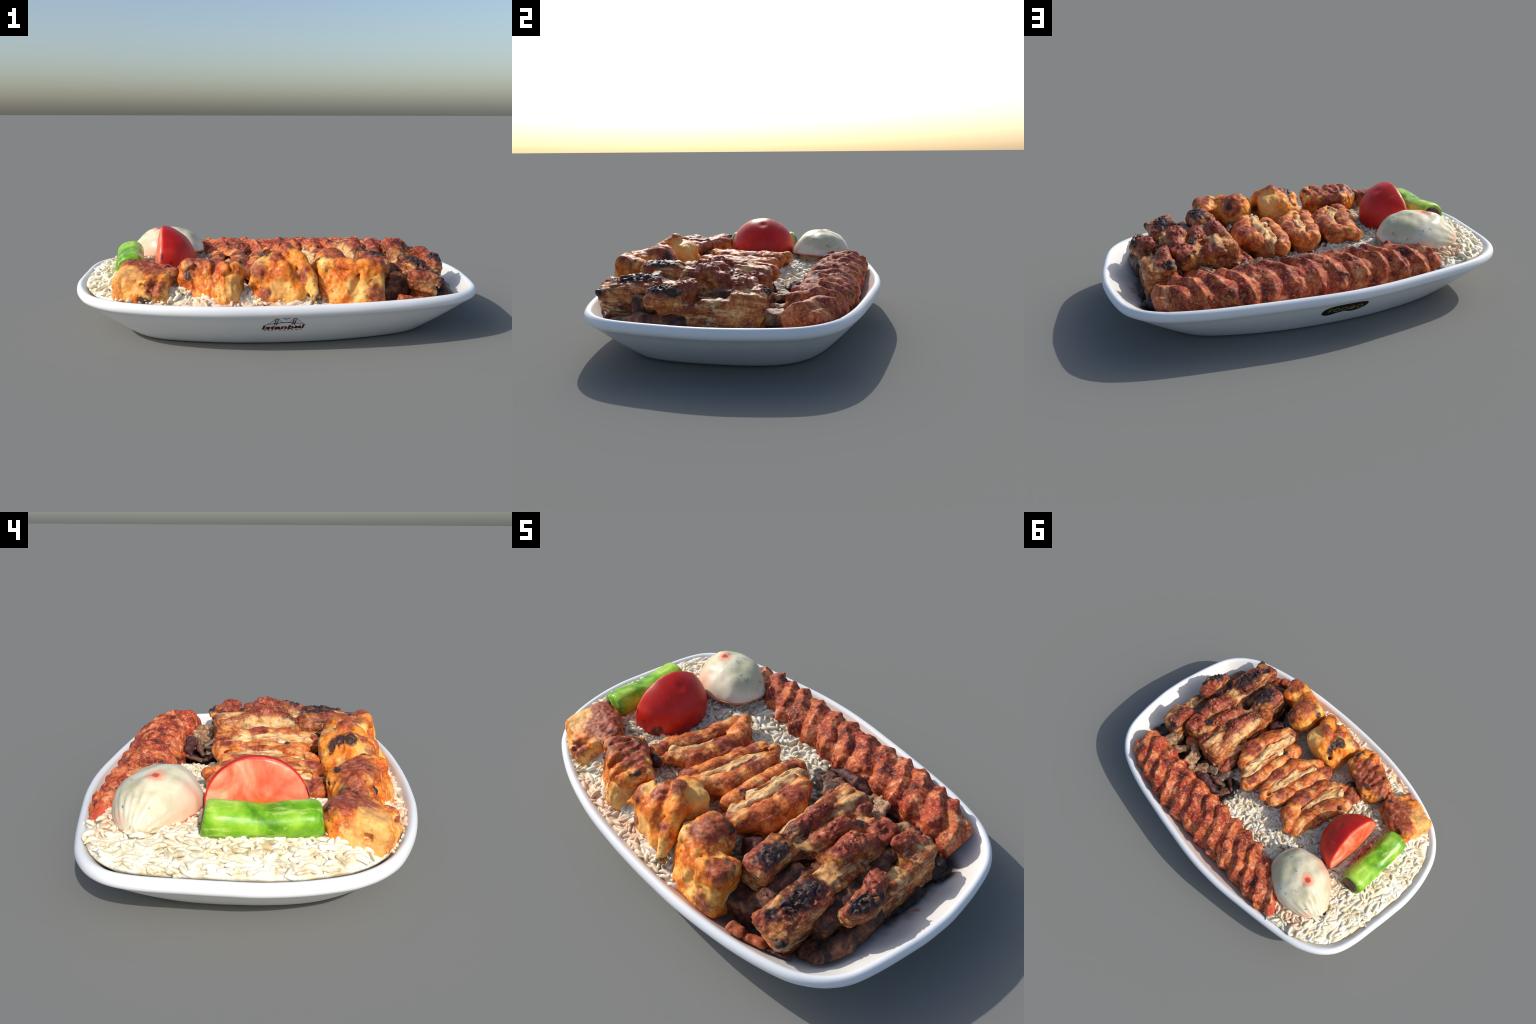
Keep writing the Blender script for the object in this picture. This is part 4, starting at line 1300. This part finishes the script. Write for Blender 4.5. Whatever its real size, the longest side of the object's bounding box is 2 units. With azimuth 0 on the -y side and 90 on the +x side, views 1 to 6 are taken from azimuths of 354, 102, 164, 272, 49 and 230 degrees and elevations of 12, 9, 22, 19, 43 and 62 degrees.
def build_onion():
    o = np.array((-0.555, 0.285, 0.3))
    c = np.array((-0.555, 0.285, 0.265))
    R = rotm(-3, -5, -14)
    rad = np.array((0.205, 0.162, 0.162))

    def dome(P, shrink=0.0):
        p = (P - c) @ R
        # pointed root end towards -x
        s = np.clip(-p[:, 0] / rad[0], 0, 1)
        k0 = np.sqrt((p[:, 0] / (rad[0] - shrink)) ** 2 + (p[:, 1] / ((rad[1] - shrink) * (1 - 0.28 * s ** 2))) ** 2 + (p[:, 2] / ((rad[2] - shrink) * (1 - 0.10 * s ** 2))) ** 2)
        return (k0 - 1) * 0.15, p

    def outer(P):
        d, p = dome(P)
        ang = np.arctan2(p[:, 2], p[:, 1])
        fan = np.clip((-p[:, 0] - 0.05) / 0.1, 0, 1)
        d = d + 0.0032 * fan * np.sin(ang * 24 + 5 * noise(p * 9)) * (0.6 + noise(p * 16)) - 0.007 * fbm(p * 10, 2)
        q = np.linalg.norm(p - np.array((-0.05, -0.005, 0.158)), axis=1)
        d = d - 0.007 * np.exp(-(q / 0.016) ** 2) + 0.007 * np.exp(-(q / 0.007) ** 2)
        di, _ = dome(P, 0.016)
        d = smax(d, -di, 0.004)
        # lower rim: lifted where it leans on the kebab
        edge = 0.018 - 0.30 * np.clip(p[:, 1], -1, 0.0) * 0 + 0.02 * np.exp(-((p[:, 0] - 0.02) / 0.07) ** 2) * (p[:, 1] > 0)
        return smax(d, edge - p[:, 2], 0.006)
    m = Mat("onion_layer", 0.35, 0.45)
    a = m.noise(9, 5, 0.6, 0.3)
    m.base(m.ramp(a, [(0.30, (186, 180, 146)), (0.48, (214, 206, 176)), (0.62, (224, 216, 192)), (0.78, (230, 226, 208))]))
    m.over(m.spots(rel([(-0.44, 0.31, 0.39, 0.12, 0.12, 0.08)], o), 0.8, 12), (190, 186, 148), 0.7)
    m.over(m.spots(rel([(-0.555, 0.285, 0.262, 0.26, 0.22, 0.035)], o), 0.5, 20), (226, 168, 142), 0.55)
    g = m.noise(26, 4, 0.7, shift=(1, 4, 2))
    m.over(m.math("MULTIPLY", m.rng(g, 0.58, 0.68), m.spots(rel([(-0.48, 0.33, 0.38, 0.2, 0.14, 0.12)], o), 0.5)), (128, 132, 112), 0.75)
    m.over(m.spots(rel([(-0.62, 0.165, 0.33, 0.10, 0.06, 0.08), (-0.70, 0.30, 0.30, 0.05, 0.16, 0.03), (-0.5, 0.16, 0.3, 0.1, 0.05, 0.03)], o), 0.6, 14), (236, 176, 148), 0.6)
    m.over(m.spots(rel([(-0.600, 0.283, 0.43, 0.045)], o), 0.4, 40), (232, 150, 116), 0.7)
    m.over(m.spots(rel([(-0.600, 0.283, 0.428, 0.022)], o), 0.5, 40), (206, 58, 30), 0.95)
    f = m.noise(24, 3, 0.5, 0.2, stretch=(0.25, 2.6, 1.2), rot=(0, 0, 12))
    m.over(m.math("MULTIPLY", m.rng(f, 0.62, 0.68), m.spots(rel([(-0.70, 0.34, 0.32, 0.07, 0.10, 0.06)], o), 0.3)), (60, 52, 50), 0.9)
    m.bump(m.noise(20, 4, 0.6), 0.004, 0.35)
    root = mesh_obj("onion_half", *surface_nets(outer, (-0.80, 0.08, 0.20), (-0.31, 0.48, 0.46), 0.006), o, m.done())
    # reddish lower edge of the layer
    m2 = Mat("onion_cut_edge", 0.4, 0.4)
    m2.base(m2.ramp(m2.noise(20, 4, 0.6), [(0.35, (178, 74, 54)), (0.55, (212, 120, 92)), (0.75, (226, 170, 140))]))

    def rim(P):
        d = outer(P)
        _, p = dome(P)
        return np.maximum(np.abs(d) - 0.002, np.abs(p[:, 2] - 0.020 - 0.02 * np.exp(-((p[:, 0] - 0.02) / 0.07) ** 2) * (p[:, 1] > 0)) - 0.004)
    mesh_obj("cut_edge", *surface_nets(rim, (-0.80, 0.08, 0.20), (-0.31, 0.48, 0.36), 0.004), o, m2.done(), root)
    # inner layer, seen under the lifted edge
    inner = Blob([("+", ell((-0.56, 0.28, 0.255), (0.17, 0.12, 0.12), (0, 0, -14)), 0)], [(0.004, (14, 14, 14))], clip=False)
    m3 = Mat("onion_inner_layer", 0.4, 0.4)
    m3.base(m3.ramp(m3.noise(12, 4, 0.6), [(0.35, (196, 160, 112)), (0.65, (222, 200, 160))]))
    solid("inner_layer", inner, m3.done(), o, 0.008, root)
    bead = Blob([("+", ell((-0.755, 0.305, 0.268), (0.012, 0.016, 0.008)), 0)], [(0.002, (60, 60, 60))], clip=False)
    solid("dark_speck", bead, flat("charred_speck", (44, 40, 44)), o, 0.003, root)
    tag(root, "pale cream onion half, dome up, with red tip", "onion")


def build_pepper():
    o = np.array((-0.725, -0.095, 0.30))
    a, b = np.array((-0.746, 0.108, 0.320)), np.array((-0.724, -0.288, 0.322))
    ab = b - a
    L = np.linalg.norm(ab)
    t = ab / L
    side = np.array((-t[1], t[0], 0.0))
    side /= np.linalg.norm(side)
    up = np.cross(side, t) * -1
    up = up if up[2] > 0 else -up

    def fn(P, r0=1.0, cap=0.0):
        p = P - a
        s = p @ t
        u, v = p @ side, p @ up
        f = np.clip(s / L, 0, 1)
        v = v + 0.005 * np.sin(f * math.pi)
        ru = np.interp(f, [0, 0.1, 0.5, 0.9, 1], [0.062, 0.068, 0.066, 0.066, 0.058]) * r0
        rv = np.interp(f, [0, 0.1, 0.35, 0.5, 0.65, 0.9, 1], [0.066, 0.070, 0.062, 0.055, 0.062, 0.066, 0.055]) * r0
        d = (np.sqrt((u / ru) ** 2 + (v / rv) ** 2) - 1) * 0.06
        ang = np.arctan2(v, u)
        d = d + 0.0025 * np.cos(ang * 3 + 0.6) - 0.0035 * noise(P * np.array((11, 7, 11))) - 0.0015 * noise(P * np.array((34, 9, 34)))
        # pinch on the top, halfway
        q = np.linalg.norm((P - np.array((-0.735, -0.11, 0.384))) / np.array((0.022, 0.05, 0.03)), axis=1)
        d = d + 0.007 * np.exp(-q * q)
        return smax(d, np.maximum(-s + 0.22 * v + cap, s - L + 0.10 * np.abs(u) + cap + 0.15 * v), 0.014)
    m = Mat("green_pepper_skin", 0.36, 0.4)
    n1 = m.noise(9, 4, 0.6, 0.3)
    m.base(m.ramp(n1, [(0.36, (78, 132, 14)), (0.47, (108, 166, 26)), (0.56, (136, 186, 42)), (0.68, (168, 206, 72))]))
    n2 = m.noise(40, 3, 0.6, stretch=(1, 0.25, 1))
    m.over(m.rng(n2, 0.54, 0.68), (204, 226, 130), 0.45)
    n3 = m.noise(14, 6, 0.7, shift=(3, 3, 1))
    m.over(m.rng(n3, 0.56, 0.68), (190, 212, 100), 0.4)
    m.over(m.spots(rel([(-0.66, -0.10, 0.29, 0.035, 0.2, 0.05)], o), 0.4, 16), (176, 116, 30), 0.6)  # orange light reflected on the back side, tinted into the skin
    m.over(m.spots(rel([(-0.745, -0.30, 0.33, 0.09, 0.018, 0.09), (-0.71, 0.115, 0.29, 0.08, 0.02, 0.05)], o), 0.5, 26), (92, 84, 40), 0.8)
    m.over(m.spots(rel([(-0.71, -0.30, 0.39, 0.04, 0.02, 0.02), (-0.77, -0.30, 0.28, 0.03, 0.02, 0.03), (-0.74, 0.0, 0.262, 0.06, 0.1, 0.012)], o), 0.6, 30), (40, 34, 26), 0.85)
    m.bump(m.noise(24, 4, 0.6, stretch=(1, 0.5, 1)), 0.004, 0.5)
    skin = m.done()
    root = mesh_obj("green_pepper", *surface_nets(fn, (-0.84, -0.34, 0.22), (-0.61, 0.16, 0.43), 0.0055), o, skin)
    m2 = Mat("charred_pepper_inside", 0.5, 0.4)
    m2.base(m2.ramp(m2.noise(24, 5, 0.7), [(0.35, (34, 26, 22)), (0.55, (86, 66, 50)), (0.72, (142, 116, 88))]))

    def plug(P):
        return np.maximum(fn(P, 0.80, -0.0035), -((P - a) @ t) * 0 + np.minimum((P - a) @ t, 1) - 0.05)
    mesh_obj("open_end", *surface_nets(plug, (-0.84, 0.0, 0.22), (-0.61, 0.16, 0.43), 0.0055), o, m2.done(), root)
    tag(root, "glossy bright green pepper segment with charred ends", "green pepper")


plat = build_platter()
build_marks(plat)
build_rice()
build_kofte()
build_chicken()
build_wings()
build_ribs()
build_scraps()
build_tomato()
build_onion()
build_pepper()
